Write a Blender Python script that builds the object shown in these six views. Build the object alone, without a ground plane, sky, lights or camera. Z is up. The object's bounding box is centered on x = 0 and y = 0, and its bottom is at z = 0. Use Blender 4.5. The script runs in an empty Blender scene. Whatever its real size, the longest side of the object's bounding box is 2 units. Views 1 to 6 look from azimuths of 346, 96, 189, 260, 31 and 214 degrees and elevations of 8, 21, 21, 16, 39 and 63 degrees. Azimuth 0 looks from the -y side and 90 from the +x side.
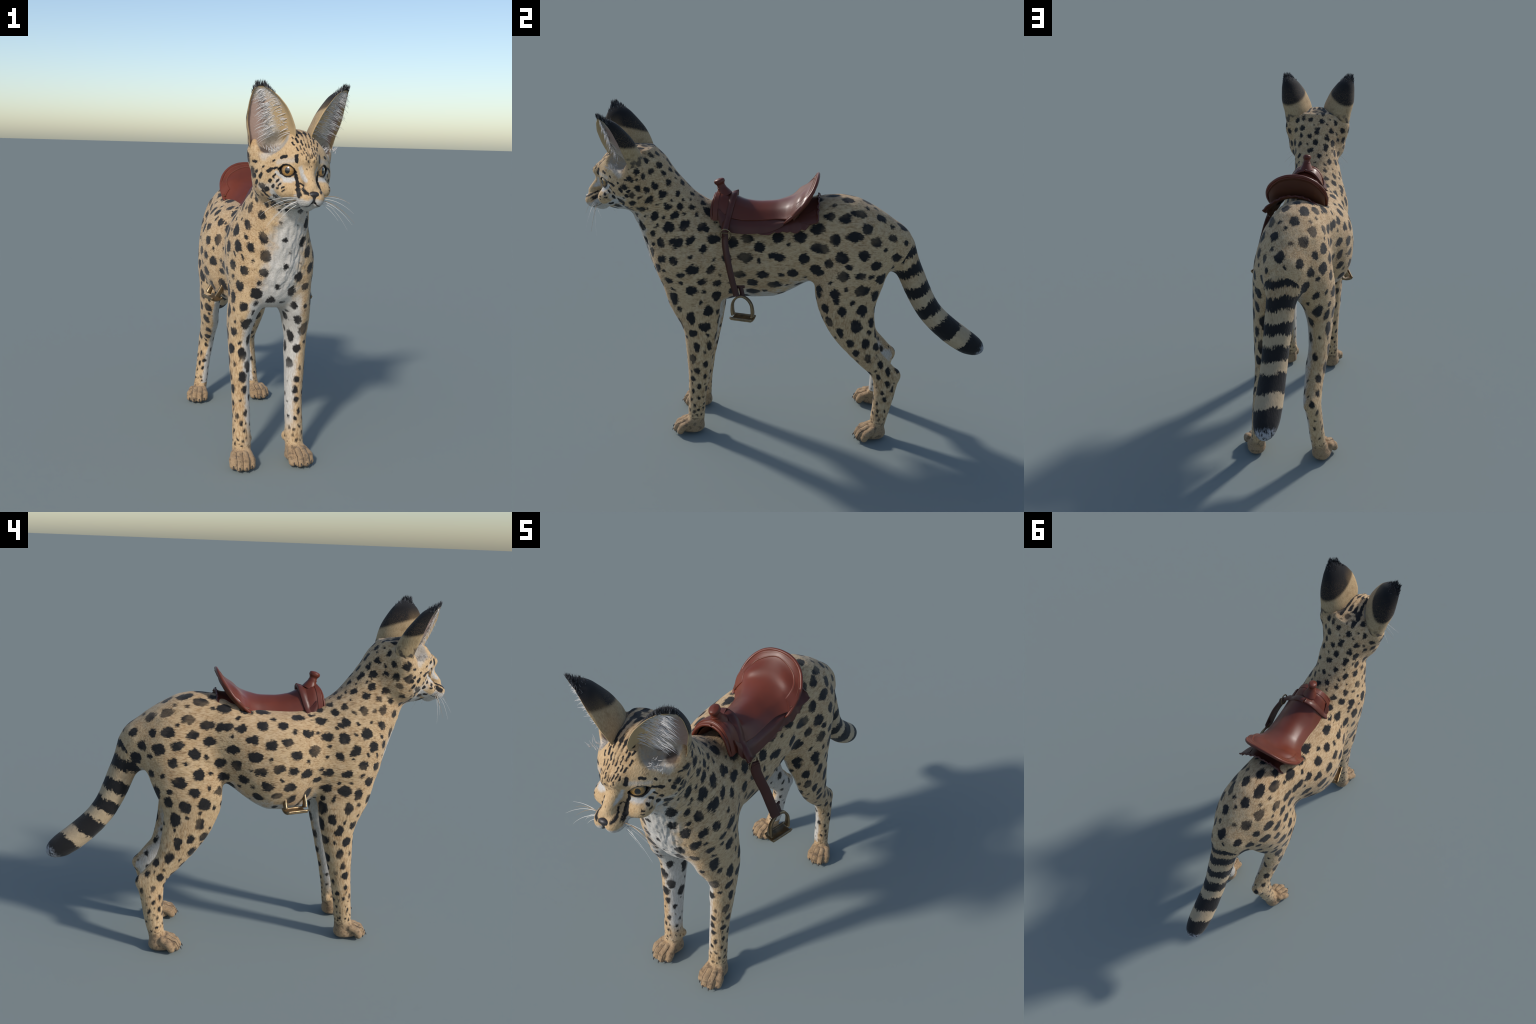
"""A spotted long-eared wild cat standing, wearing a small brown leather riding saddle."""
import bpy, math
import numpy as np
from mathutils import Vector

rng = np.random.default_rng(7)
F = np.float32

# ------------------------------------------------------------------ helpers
def pchip(xs, ys):
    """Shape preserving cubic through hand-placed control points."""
    x = np.array(xs, float); y = np.array(ys, float)
    h = np.diff(x); d = np.diff(y) / h
    m = np.zeros(len(x))
    for i in range(1, len(x) - 1):
        if d[i - 1] * d[i] > 0:
            w1, w2 = 2 * h[i] + h[i - 1], h[i] + 2 * h[i - 1]
            m[i] = (w1 + w2) / (w1 / d[i - 1] + w2 / d[i])
    m[0], m[-1] = d[0], d[-1]

    def f(q):
        q = np.clip(np.asarray(q, float), x[0], x[-1])
        i = np.clip(np.searchsorted(x, q) - 1, 0, len(x) - 2)
        t = (q - x[i]) / h[i]
        return ((2 * t**3 - 3 * t**2 + 1) * y[i] + (t**3 - 2 * t**2 + t) * h[i] * m[i]
                + (-2 * t**3 + 3 * t**2) * y[i + 1] + (t**3 - t**2) * h[i] * m[i + 1])
    f.lo, f.hi = x[0], x[-1]
    return f


def table(rows):
    """rows: (t, a, b, c, ...) -> list of interpolators over t."""
    r = sorted(rows)
    t = [q[0] for q in r]
    return [pchip(t, [q[k] for q in r]) for k in range(1, len(r[0]))]


def smin(a, b, k):
    h = np.maximum(k - np.abs(a - b), 0) / k
    return np.minimum(a, b) - h * h * k * 0.25


def smax(a, b, k):
    return -smin(-a, -b, k)


def ellipsoid(P, c, r):
    q = [(P[i] - c[i]) / r[i] for i in range(3)]
    k = np.sqrt(q[0]**2 + q[1]**2 + q[2]**2)
    g = [(P[i] - c[i]) / r[i]**2 for i in range(3)]
    g = np.sqrt(g[0]**2 + g[1]**2 + g[2]**2) + 1e-6
    return k * (k - 1) / g


def capsule(P, a, b, ra, rb):
    a, b = np.array(a), np.array(b)
    d = b - a
    t = sum((P[i] - a[i]) * d[i] for i in range(3)) / (d @ d)
    t = np.clip(t, 0, 1)
    return np.sqrt(sum((P[i] - a[i] - t * d[i])**2 for i in range(3))) - (ra + (rb - ra) * t)


def section_body(t, u, v, fu, fv, hu, hv, lo, hi, n=2.0):
    """Solid swept along t with superelliptic sections centred (fu, fv), half sizes (hu, hv)."""
    cu, cv = fu(t).astype(F), fv(t).astype(F)
    a, b = hu(t).astype(F), hv(t).astype(F)
    q = (np.abs((u - cu) / a)**n + np.abs((v - cv) / b)**n)**(1 / n)
    d = (q - 1) * np.minimum(a, b)
    over = np.maximum(np.maximum(lo - t, t - hi), 0).astype(F)
    return np.where(over > 0, np.sqrt(np.maximum(d, 0)**2 + over**2), d)


def surface_nets(d, ax):
    """Quad mesh of the zero set of d sampled on the rectilinear grid ax."""
    s = d < 0
    n = np.zeros(tuple(k - 1 for k in d.shape), np.int8)
    corner = [(i, j, k) for i in (0, 1) for j in (0, 1) for k in (0, 1)]
    cut = lambda o: tuple(slice(o[m], d.shape[m] - 1 + o[m]) for m in range(3))
    for o in corner:
        n += s[cut(o)]
    cells = np.argwhere((n > 0) & (n < 8))
    vid = np.full(n.shape, -1, np.int32)
    vid[tuple(cells.T)] = np.arange(len(cells))
    acc = np.zeros((len(cells), 3)); cnt = np.zeros(len(cells))
    X = [np.asarray(a, float) for a in ax]
    for m in range(3):
        for o in corner:
            if o[m]:
                continue
            o2 = list(o); o2[m] = 1
            c1, c2 = cells + o, cells + o2
            v1, v2 = d[tuple(c1.T)], d[tuple(c2.T)]
            hit = (v1 < 0) != (v2 < 0)
            t = np.where(hit, v1 / np.where(hit, v1 - v2, 1), 0)
            p = np.stack([X[k][c1[:, k]] + (t * (X[k][c2[:, k]] - X[k][c1[:, k]]) if k == m else 0) for k in range(3)], 1)
            acc += p * hit[:, None]; cnt += hit
    verts = acc / cnt[:, None]
    faces = []
    for m in range(3):
        a, b = (m + 1) % 3, (m + 2) % 3
        lo = [slice(1, -1)] * 3; hi = [slice(1, -1)] * 3
        lo[m] = slice(0, -1); hi[m] = slice(1, None)
        s1, s2 = s[tuple(lo)], s[tuple(hi)]
        for flip in (0, 1):
            e = np.argwhere((s1 & ~s2) if not flip else (~s1 & s2))
            off = [1, 1, 1]; off[m] = 0
            e = e + off
            q = []
            for da, db in ((-1, -1), (0, -1), (0, 0), (-1, 0)):
                c = e.copy(); c[:, a] += da; c[:, b] += db
                q.append(vid[tuple(c.T)])
            q = np.stack(q if not flip else q[::-1], 1)
            faces.append(q)
    return verts, np.concatenate(faces)


def make_mesh(name, verts, faces, mats=(), smooth=True, index=None):
    me = bpy.data.meshes.new(name)
    verts = np.asarray(verts, F); faces = np.asarray(faces, np.int32)
    k = faces.shape[1]
    me.vertices.add(len(verts)); me.vertices.foreach_set("co", verts.ravel())
    me.loops.add(faces.size); me.loops.foreach_set("vertex_index", faces.ravel())
    me.polygons.add(len(faces)); me.polygons.foreach_set("loop_start", np.arange(len(faces), dtype=np.int32) * k)
    if index is not None:
        me.polygons.foreach_set("material_index", np.asarray(index, np.int32))
    me.update(calc_edges=True)
    me.validate()
    me.polygons.foreach_set("use_smooth", np.full(len(me.polygons), smooth))
    for m in mats:
        me.materials.append(m)
    return me


def add(name, me, parent=None):
    o = bpy.data.objects.new(name, me)
    bpy.context.scene.collection.objects.link(o)
    if parent:
        o.parent = parent
    return o


def grid_faces(nu, nv, wrap_v=False):
    i, j = np.meshgrid(np.arange(nu - 1), np.arange(nv if wrap_v else nv - 1), indexing="ij")
    j2 = (j + 1) % nv
    return np.stack([i * nv + j, (i + 1) * nv + j, (i + 1) * nv + j2, i * nv + j2], -1).reshape(-1, 4)


def smoothstep(x, a, b):
    t = np.clip((x - a) / (b - a), 0, 1)
    return t * t * (3 - 2 * t)


# ------------------------------------------------------- pose: bend and turn
SHIFT = pchip([-1.0, -.8, -.7, -.6, -.5, -.4, -.3, -.2, -.1, 0, .1, .2, .3, .4, .5, .6, .7, 1.0],
              [-.002, -.003, -.009, -.019, -.025, -.032, -.055, -.075, -.081, -.072, -.049, -.030, -.022, -.021, -.015, -.004, .007, .012])
YAW = math.radians(4.6)


def pose(V):
    """The cat stands with its flank curved to its right and the head turned a little left."""
    V = np.array(V, float)
    x, y = V[:, 0].copy(), V[:, 1].copy()
    zz = V[:, 2]
    wf = smoothstep(zz, .95, .74) * smoothstep(-y, .24, .36)
    wh = smoothstep(zz, .82, .70) * smoothstep(y, .06, .15) * np.where((y > .55) & (zz > .40), 0, 1)
    left = x > 0
    front = np.interp(zz, [0, .12, .3], [-.013, -.015, -.018]); hind = np.interp(zz, [.05, .15, .3], [-.023, -.021, -.018])
    sh = SHIFT(y) * (1 - wf - wh) + wf * front + wh * hind
    sh = sh + (.018 * smoothstep(zz, 1.20, 1.34) - .012 * smoothstep(zz, .98, 1.08)) * smoothstep(-y, .32, .42) * smoothstep(y, -.74, -.62)
    sh = sh + .13 * np.minimum(zz - .93, 0) * smoothstep(y, -.36, -.20) * smoothstep(-y, -.19, .06)          # belly hangs a little right
    # stance: the left hind leg stands slightly behind the right one
    side = np.clip(x / .05, -1, 1)
    y = y + wh * smoothstep(zz, .10, .30) * np.where(side > 0, .005, .009) * side + wf * smoothstep(zz, .55, .30) * smoothstep(zz, .02, .12) * .003 * (1 + side)
    w = smoothstep(-y, .57, .76) * smoothstep(V[:, 2], 1.0, 1.25)
    a = YAW * w
    cy = -.77
    V[:, 0] = x * np.cos(a) - (y - cy) * np.sin(a) + sh
    V[:, 1] = cy + x * np.sin(a) + (y - cy) * np.cos(a)
    return V


# --------------------------------------------------------------- body shape
# torso: y, back height, belly height, half width
TORSO = table([
    (-.700, 1.06, .965, .03), (-.664, 1.12, .880, .082), (-.618, 1.17, .802, .126), (-.55, 1.20, .757, .155),
    (-.465, 1.22, .745, .172), (-.38, 1.225, .733, .170), (-.28, 1.21, .724, .180), (-.18, 1.203, .713, .195),
    (-.09, 1.205, .717, .199), (-.04, 1.210, .734, .195), (0.0, 1.216, .757, .191), (.04, 1.226, .784, .185), (.08, 1.238, .812, .178), (.13, 1.258, .838, .166),
    (.20, 1.277, .85, .156), (.27, 1.281, .86, .156), (.34, 1.270, .865, .153), (.42, 1.234, .87, .142),
    (.485, 1.194, .885, .120), (.545, 1.146, .905, .094), (.595, 1.084, .93, .062), (.625, 1.025, .95, .02)])
# neck: z, throat y, nape y, half width
NECK = table([
    (.93, -.646, -.30, .165), (1.0, -.680, -.31, .163), (1.06, -.714, -.33, .158), (1.12, -.738, -.345, .152), (1.18, -.759, -.370, .141),
    (1.24, -.780, -.397, .130), (1.30, -.795, -.448, .122), (1.36, -.78, -.500, .117), (1.42, -.745, -.546, .112),
    (1.48, -.715, -.583, .100), (1.54, -.70, -.640, .078)])
# front leg: z, front y, back y, centre x, half width
FLEG = table([
    (.02, -.550, -.475, .130, .044), (.08, -.556, -.470, .130, .044), (.12, -.555, -.466, .128, .0435), (.17, -.551, -.460, .129, .0425),
    (.24, -.545, -.448, .128, .0415), (.32, -.538, -.433, .129, .0420), (.40, -.534, -.412, .1315, .0440), (.46, -.532, -.397, .1335, .0470),
    (.52, -.531, -.381, .134, .0495), (.58, -.531, -.367, .137, .0495), (.64, -.545, -.354, .135, .0565), (.70, -.575, -.345, .129, .065),
    (.76, -.603, -.338, .120, .071), (.84, -.622, -.333, .116, .072), (.92, -.634, -.335, .114, .071), (1.0, -.638, -.345, .111, .070),
    (1.08, -.625, -.37, .099, .061), (1.14, -.59, -.40, .085, .046)])
# hind leg
HLEG = table([
    (.02, .416, .484, .163, .036), (.07, .420, .497, .158, .0375), (.12, .424, .511, .150, .038), (.18, .431, .527, .144, .038),
    (.24, .434, .541, .138, .039), (.29, .434, .552, .131, .041), (.32, .430, .560, .127, .043), (.345, .421, .567, .124, .044),
    (.37, .402, .561, .124, .0445), (.40, .372, .535, .124, .045), (.44, .334, .502, .125, .0475), (.48, .299, .471, .1265, .050),
    (.52, .267, .457, .132, .0510), (.56, .238, .449, .136, .0520), (.60, .212, .442, .137, .0545), (.65, .187, .436, .137, .059),
    (.70, .166, .433, .134, .065), (.75, .151, .441, .129, .073), (.80, .143, .460, .121, .083), (.86, .142, .484, .106, .096),
    (.92, .148, .502, .098, .1005), (.98, .163, .518, .092, .0985), (1.04, .185, .510, .086, .093), (1.10, .216, .482, .077, .082),
    (1.16, .255, .445, .066, .064)])
# tail: arc, (y, z, radius)
TAIL = [(.546, 1.045, .077), (.574, .988, .071), (.599, .930, .0665), (.628, .86, .0645), (.664, .775, .0625), (.702, .70, .0605),
        (.748, .637, .0605), (.80, .585, .0620), (.857, .537, .0625), (.908, .500, .0595), (.946, .477, .050), (.968, .465, .034)]

EYE_C = np.array([.0560, -.8580, 1.3925]); EYE_R = .0400
EYE_DIR = np.array([.64, -.765, .05]); EYE_DIR /= np.linalg.norm(EYE_DIR)
_u = np.array([.745, .667, .16]); EYE_U = _u - EYE_DIR * (_u @ EYE_DIR); EYE_U /= np.linalg.norm(EYE_U)
EYE_V = np.cross(EYE_U, EYE_DIR); EYE_V *= np.sign(EYE_V[2])


def tail_curve(n=48):
    t = np.linspace(0, 1, len(TAIL)); q = np.linspace(0, 1, n)
    return [pchip(t, [p[k] for p in TAIL])(q) for k in range(3)]


def head_sdf(P):
    x, y, z = P
    d = ellipsoid(P, (0, -.760, 1.423), (.137, .1575, .137))                          # cranium
    d = smin(d, ellipsoid(P, (.081, -.731, 1.354), (.084, .104, .099)), .06)          # cheeks
    d = smin(d, ellipsoid(P, (0, -.8155, 1.30), (.084, .1115, .0655)), .05)           # jaw
    d = smin(d, ellipsoid(P, (.015, -.900, 1.437), (.029, .047, .033)), .03)          # brows
    d = smin(d, capsule(P, (0, -.879, 1.4225), (0, -.963, 1.332), .028, .0215), .03)  # bridge
    d = smin(d, ellipsoid(P, (.0217, -.949, 1.2873), (.0343, .0507, .040)), .02)      # muzzle pads
    d = smin(d, ellipsoid(P, (.0694, -.871, 1.315), (.0467, .0503, .0393)), .03)      # under the eyes
    d = smin(d, ellipsoid(P, (0, -.923, 1.2573), (.030, .035, .0254)), .012)          # chin
    d = smin(d, ellipsoid(P, (.126, -.716, 1.455), (.060, .060, .080)), .03)          # ear root
    # mouth
    m = capsule(P, (.0, -.992, 1.273), (.026, -.972, 1.262), .003, .0035)
    m = np.minimum(m, capsule(P, (.026, -.972, 1.262), (.062, -.915, 1.262), .0035, .003))
    d = smax(d, -m, .006)
    # lids and eye opening
    q = [P[i] - EYE_C[i] for i in range(3)]
    u = sum(q[i] * EYE_U[i] for i in range(3)); v = sum(q[i] * EYE_V[i] for i in range(3)); g = sum(q[i] * EYE_DIR[i] for i in range(3))
    r = np.sqrt(u * u + v * v + g * g)
    d = smin(d, r - (EYE_R + .0022), .012)
    arc = 1 - (u / .0385)**2
    almond = np.maximum(v - .0195 * arc, -v - .0225 * arc)
    hole = np.maximum(almond, .010 - g)
    d = smax(d, -hole, .004)
    return d


def body_sdf(ax):
    X, Y, Z = [a.astype(F) for a in np.meshgrid(*ax, indexing="ij", sparse=True)]
    d = np.full((len(ax[0]), len(ax[1]), len(ax[2])), .2, F)

    def region(lo, hi):
        s, P = [], []
        for k in range(3):
            i, j = np.searchsorted(ax[k], [lo[k], hi[k]])
            s.append(slice(max(i - 1, 0), j + 1))
        P = [X[s[0]], Y[:, s[1]], Z[:, :, s[2]]]
        return tuple(s), P

    def blend(lo, hi, fn, k):
        s, P = region(lo, hi)
        d[s] = smin(d[s], fn(P), k)

    top, bot, hw = TORSO
    def keel(P):
        low = np.clip((.5 * (top(P[1]) + bot(P[1])) - P[2]) / (.5 * (top(P[1]) - bot(P[1]))), 0, 1)
        k = .20 * np.exp(-((P[1] + .33) / .22)**2)
        return (P[0] / (1 - k * low**1.3)).astype(F)
    blend((-1, -.80, .6), (1, .72, 1.4), lambda P: section_body(P[1], keel(P), P[2], lambda t: 0 * t, lambda t: (top(t) + bot(t)) / 2,
          lambda t: hw(t), lambda t: (top(t) - bot(t)) / 2, -.700, .62, 2.15), .03)
    f, b, w = NECK
    blend((-1, -.95, .88), (1, -.2, 1.62), lambda P: section_body(P[2], P[0], P[1], lambda t: 0 * t, lambda t: (f(t) + b(t)) / 2,
          lambda t: w(t), lambda t: (b(t) - f(t)) / 2, .93, 1.54, 2.1), .07)
    for T, box, n in ((FLEG, ((-1, -.75, -.02), (1, -.22, 1.25)), 2.0), (HLEG, ((-1, .05, -.02), (1, .68, 1.28)), 1.78)):
        f2, b2, c2, w2 = T
        blend(*box, lambda P: section_body(P[2], P[0], P[1], lambda t: c2(t), lambda t: (f2(t) + b2(t)) / 2,
              lambda t: w2(t), lambda t: (b2(t) - f2(t)) / 2, .02, T[0].hi, n), .045)

    def paw(c, turn, s, base):
        ca, sa = math.cos(turn), math.sin(turn)
        def fn(P):
            dx, dy = P[0] - c[0], P[1] - c[1]
            Q = [dx * ca + dy * sa, -dx * sa + dy * ca, P[2]]          # Q0 outward, Q1 back
            e = ellipsoid(Q, (0, .016, .036), (.047 * s, .054 * s, .040))
            e = smin(e, ellipsoid(Q, (0, .052, .030), (.045 * s, .04, .034)), .02)
            for tx, ty, r in ((-.043, -.029, .0202), (-.0160, -.049, .0212), (.0160, -.049, .0212), (.043, -.029, .0202)):
                t = capsule(Q, (tx * .80 * s, ty + .042, .062), (tx * s, ty + .010, .0455), r * .98 * s, r * s)
                t = smin(t, capsule(Q, (tx * s, ty + .010, .0455), (tx * 1.02 * s, ty - .003, .0255), r * s, r * .98 * s), .008)
                e = smin(e, t, .0050)
            return e
        return fn
    blend((0, -.70, -.02), (.24, -.42, .16), paw((.138, -.563), math.radians(6), .96, 0), .018)
    blend((0, .27, -.02), (.28, .54, .16), paw((.179, .410), math.radians(14), .95, 0), .018)
    blend((0, -.54, .05), (.14, -.42, .17), lambda P: ellipsoid(P, (.088, -.487, .112), (.014, .016, .020)), .015)   # dew claw pad
    blend((0, .50, .28), (.20, .60, .40), lambda P: ellipsoid(P, (.119, .544, .345), (.028, .020, .028)), .02)       # heel

    ty, tz, tr = tail_curve()

    def tail(P):
        best = np.full(np.broadcast_shapes(*[p.shape for p in P]), 9, F)
        for i in range(len(ty) - 1):
            best = np.minimum(best, capsule(P, (0, ty[i], tz[i]), (0, ty[i + 1], tz[i + 1]), tr[i], tr[i + 1]).astype(F))
        return best
    blend((-1, .40, .38), (.2, 1.02, 1.2), tail, .05)
    blend((-1, -1.02, 1.15), (1, -.52, 1.6), lambda P: head_sdf(P).astype(F), .035)
    s, P = region((-1, -.92, 1.42), (1, -.66, 1.6))                                   # bowl of the ear
    d[s] = smax(d[s], -ellipsoid(P, (.116, -.795, 1.545), (.064, .088, .086)).astype(F), .018)
    s, P = region((-1, -1, -1), (1, 1, .1))
    d[s] = smax(d[s], (.0005 - P[2]) + 0 * d[s], .006)
    return d


def steps(*spans):
    out = []
    for a, b, h in spans:
        n = max(2, int(round((b - a) / h)))
        out.append(np.linspace(a, b, n, endpoint=False))
    return np.concatenate(out + [[spans[-1][1]]])


half = steps((0, .06, .0040), (.06, .25, .0027), (.25, .30, .0040))
AX = [half, steps((-1.03, -.60, .0032), (-.60, -.48, .0036), (-.48, .33, .0062), (.33, .48, .0036), (.48, 1.03, .0062)), steps((-.012, .12, .0028), (.12, 1.2, .0068), (1.2, 1.60, .0032))]
D = body_sdf(AX)
D = np.concatenate([D[:0:-1], D]); AX[0] = np.concatenate([-half[:0:-1], half])
LV, BF = surface_nets(D, AX)
del D

# light smoothing of the grid steps
def relax(V, Fc, n, keep=.5):
    e = np.concatenate([Fc[:, [0, 1]], Fc[:, [1, 2]], Fc[:, [2, 3]], Fc[:, [3, 0]]])
    e = np.concatenate([e, e[:, ::-1]])
    deg = np.bincount(e[:, 0], minlength=len(V))[:, None]
    for i in range(n):
        for lam in (keep, -keep * 1.02):
            s = np.stack([np.bincount(e[:, 0], V[e[:, 1], k], len(V)) for k in range(3)], 1)
            V = V + lam * (s / deg - V)
    return V
LV = relax(LV, BF, 3)


def vertex_normals(V, Fc):
    a, b, c, d = (V[Fc[:, k]] for k in range(4))
    fn = np.cross(c - a, d - b)
    n = np.stack([sum(np.bincount(Fc[:, k], fn[:, m], len(V)) for k in range(4)) for m in range(3)], 1)
    return n / (np.linalg.norm(n, axis=1, keepdims=True) + 1e-12)


# shaggy relief on the chest and a little coat unevenness everywhere
def vnoise(P, seed):
    """cheap smooth value noise"""
    r = np.random.default_rng(seed); perm = r.random(4096)
    i = np.floor(P).astype(int); f = P - i; f = f * f * (3 - 2 * f)
    out = 0
    for o in np.ndindex(2, 2, 2):
        h = ((i[:, 0] + o[0]) * 73 + (i[:, 1] + o[1]) * 179 + (i[:, 2] + o[2]) * 283) % 4096
        w = np.prod([f[:, k] if o[k] else 1 - f[:, k] for k in range(3)], axis=0)
        out = out + perm[h] * w
    return out
LN = vertex_normals(LV, BF)
ruff = smoothstep(-LV[:, 1], .60, .70) * smoothstep(LV[:, 2], .70, .84) * smoothstep(-LV[:, 2], -1.24, -1.15) * smoothstep(-np.abs(LV[:, 0]), -.15, -.06)
streak = vnoise(LV * [70, 70, 16] + 50, 3) - .5 + .6 * (vnoise(LV * [130, 130, 30] + 90, 4) - .5)
coat = vnoise(LV * [45, 30, 45] + 20, 5) - .5
LV = LV + LN * (ruff * streak * .009 + coat * .0018)[:, None]

BV = pose(LV)
BN = vertex_normals(BV, BF)
FC = LV[BF].mean(1)

# ---------------------------------------------------------- regions of body
x, y, z = FC.T
region = np.full(len(FC), "torso", dtype=object)
neck_m = ((y + .72) * -.5 + (z - 1.05) * .86 > 0) & (y < -.30)
head_m = ((y + .79) * -.82 + (z - 1.24) * .57 > 0) & (z > 1.15) & (y < -.5)
tail_m = ((y - .535) * .84 - (z - .91) * .54 > 0) & (np.abs(x) < .09) & (z > .38) & (y > .525) & ((z > .60) | (y > .60))
fl = (y < -.15) & (z < .725); hl = (y > .05) & (z < .83) & ~tail_m
region[neck_m] = "neck"; region[head_m] = "head"; region[tail_m] = "tail"
region[fl & (x > 0)] = "front_leg_l"; region[fl & (x <= 0)] = "front_leg_r"
region[hl & (x > 0)] = "hind_leg_l"; region[hl & (x <= 0)] = "hind_leg_r"
low = z < .098
for s in "lr":
    region[(region == "front_leg_" + s) & low] = "front_paw_" + s
    region[(region == "hind_leg_" + s) & low] = "hind_paw_" + s

# ------------------------------------------------------------------ spots
def spot_rule(p, n):
    """(radius, spacing) of the rosettes at local position p, normal n; 0 = none"""
    X, Yy, Zz = abs(p[0]), p[1], p[2]
    inward = -np.sign(p[0]) * n[0]
    if Yy > .50 and Zz < 1.13 and X < .09 and (Yy - .53) * .84 - (Zz - .91) * .54 > -.03:
        return 0, 0                                     # tail carries bands
    if Zz < .85 and (Yy < -.2 or Yy > .1) and not (Zz > .70 and inward > .2):
        r = np.interp(Zz, [.085, .11, .16, .24, .34, .45, .6, .75, .85], [.0050, .0060, .0082, .0115, .0150, .0205, .0240, .0260, .0275])
        sp = np.interp(Zz, [.085, .11, .16, .24, .34, .45, .6, .75, .85], [.018, .019, .027, .036, .048, .062, .068, .072, .075])
        if Zz < .088: return 0, 0
        if inward > .35: r, sp = (r * 1.15, sp * 1.25) if .40 < Zz < .70 and Yy < 0 else (r * .8, sp * 1.2)
        if Yy > .1 and Zz < .3 and n[1] > .5: sp *= 1.7
        return r, sp
    if -n[2] > .6 and Zz < .9:
        return .015, .095                               # belly
    if Yy < -.60 and Zz < 1.2 and X < .075:
        return .0135, .085                              # chest
    if Zz > 1.22 and Yy < -.30:
        if (Yy + .80) * -.82 + (Zz - 1.24) * .57 > .06 and Yy < -.72: return 0, 0
        return .0165, .047
    if Yy < -.30:
        return .0225, .063
    return .0255, .074


fn_ = LN[BF].mean(1)
order = rng.permutation(len(FC))
# weight by area so that the fine grid of head and paws is not over-sampled
area = np.linalg.norm(np.cross(LV[BF[:, 2]] - LV[BF[:, 0]], LV[BF[:, 3]] - LV[BF[:, 1]]), axis=1) / 2
order = order[rng.random(len(order)) < np.clip(area[order] / np.quantile(area, .6), .05, 1)]
S_p, S_r, S_s = [], [], []
# bold bars on the front and inside of the forelegs come first
for q, r in (((.064, -.52, .605), .025), ((.118, -.54, .555), .024), ((.070, -.52, .480), .023), ((-.135, -.54, .535), .023), ((-.134, -.54, .425), .020),
             ((-.085, -.53, .60), .022), ((-.095, -.53, .475), .020), ((.13, -.535, .405), .017)):
    i = np.argmin(((FC - q)**2).sum(1))
    S_p.append(FC[i]); S_r.append(r); S_s.append(.060)
for rnd, (shrink, tiny) in enumerate(((1.18, 1), (1.0, .92), (.74, .42))):
    for i in order[rnd::3][:16000]:
        p = FC[i]
        r, sp = spot_rule(p, fn_[i])
        if r == 0: continue
        if rnd == 2 and rng.random() > .35: continue
        if S_p:
            gap = np.linalg.norm(np.array(S_p) - p, axis=1)
            lim = shrink * (np.array(S_s) + sp) / 2
            if (gap < lim).any(): continue
        S_p.append(p); S_r.append(r * tiny * rng.uniform(.85, 1.12)); S_s.append(sp)
# neighbours run together along the lie of the coat on neck, shoulders and back
for p, r in list(zip(S_p, S_r)):
    nape = p[2] > 1.12 or (p[1] < -.3 and p[2] > .95)
    if r > .011 and rng.random() < (.45 if nape else .16):
        flow = np.array([0, .75, -.65]) if p[1] < -.35 and p[2] > 1.0 else (np.array([0, 1, -.12]) if p[2] > .85 else np.array([0, .25, -.97]))
        S_p.append(p + flow * r * rng.uniform(.7, 1.15) * rng.choice([-1, 1])); S_r.append(r * rng.uniform(.55, .85)); S_s.append(.01)
S_p = np.array(S_p); S_r = np.array(S_r)
S_w = pose(S_p)
S_k = np.array(["round" if rng.random() < .3 else "down" if p[2] < .82 and (p[1] < -.2 or p[1] > .1) else "neck" if p[1] < -.36 and p[2] > .95 else "along" for p in S_p])
print("spots", len(S_p))

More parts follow.
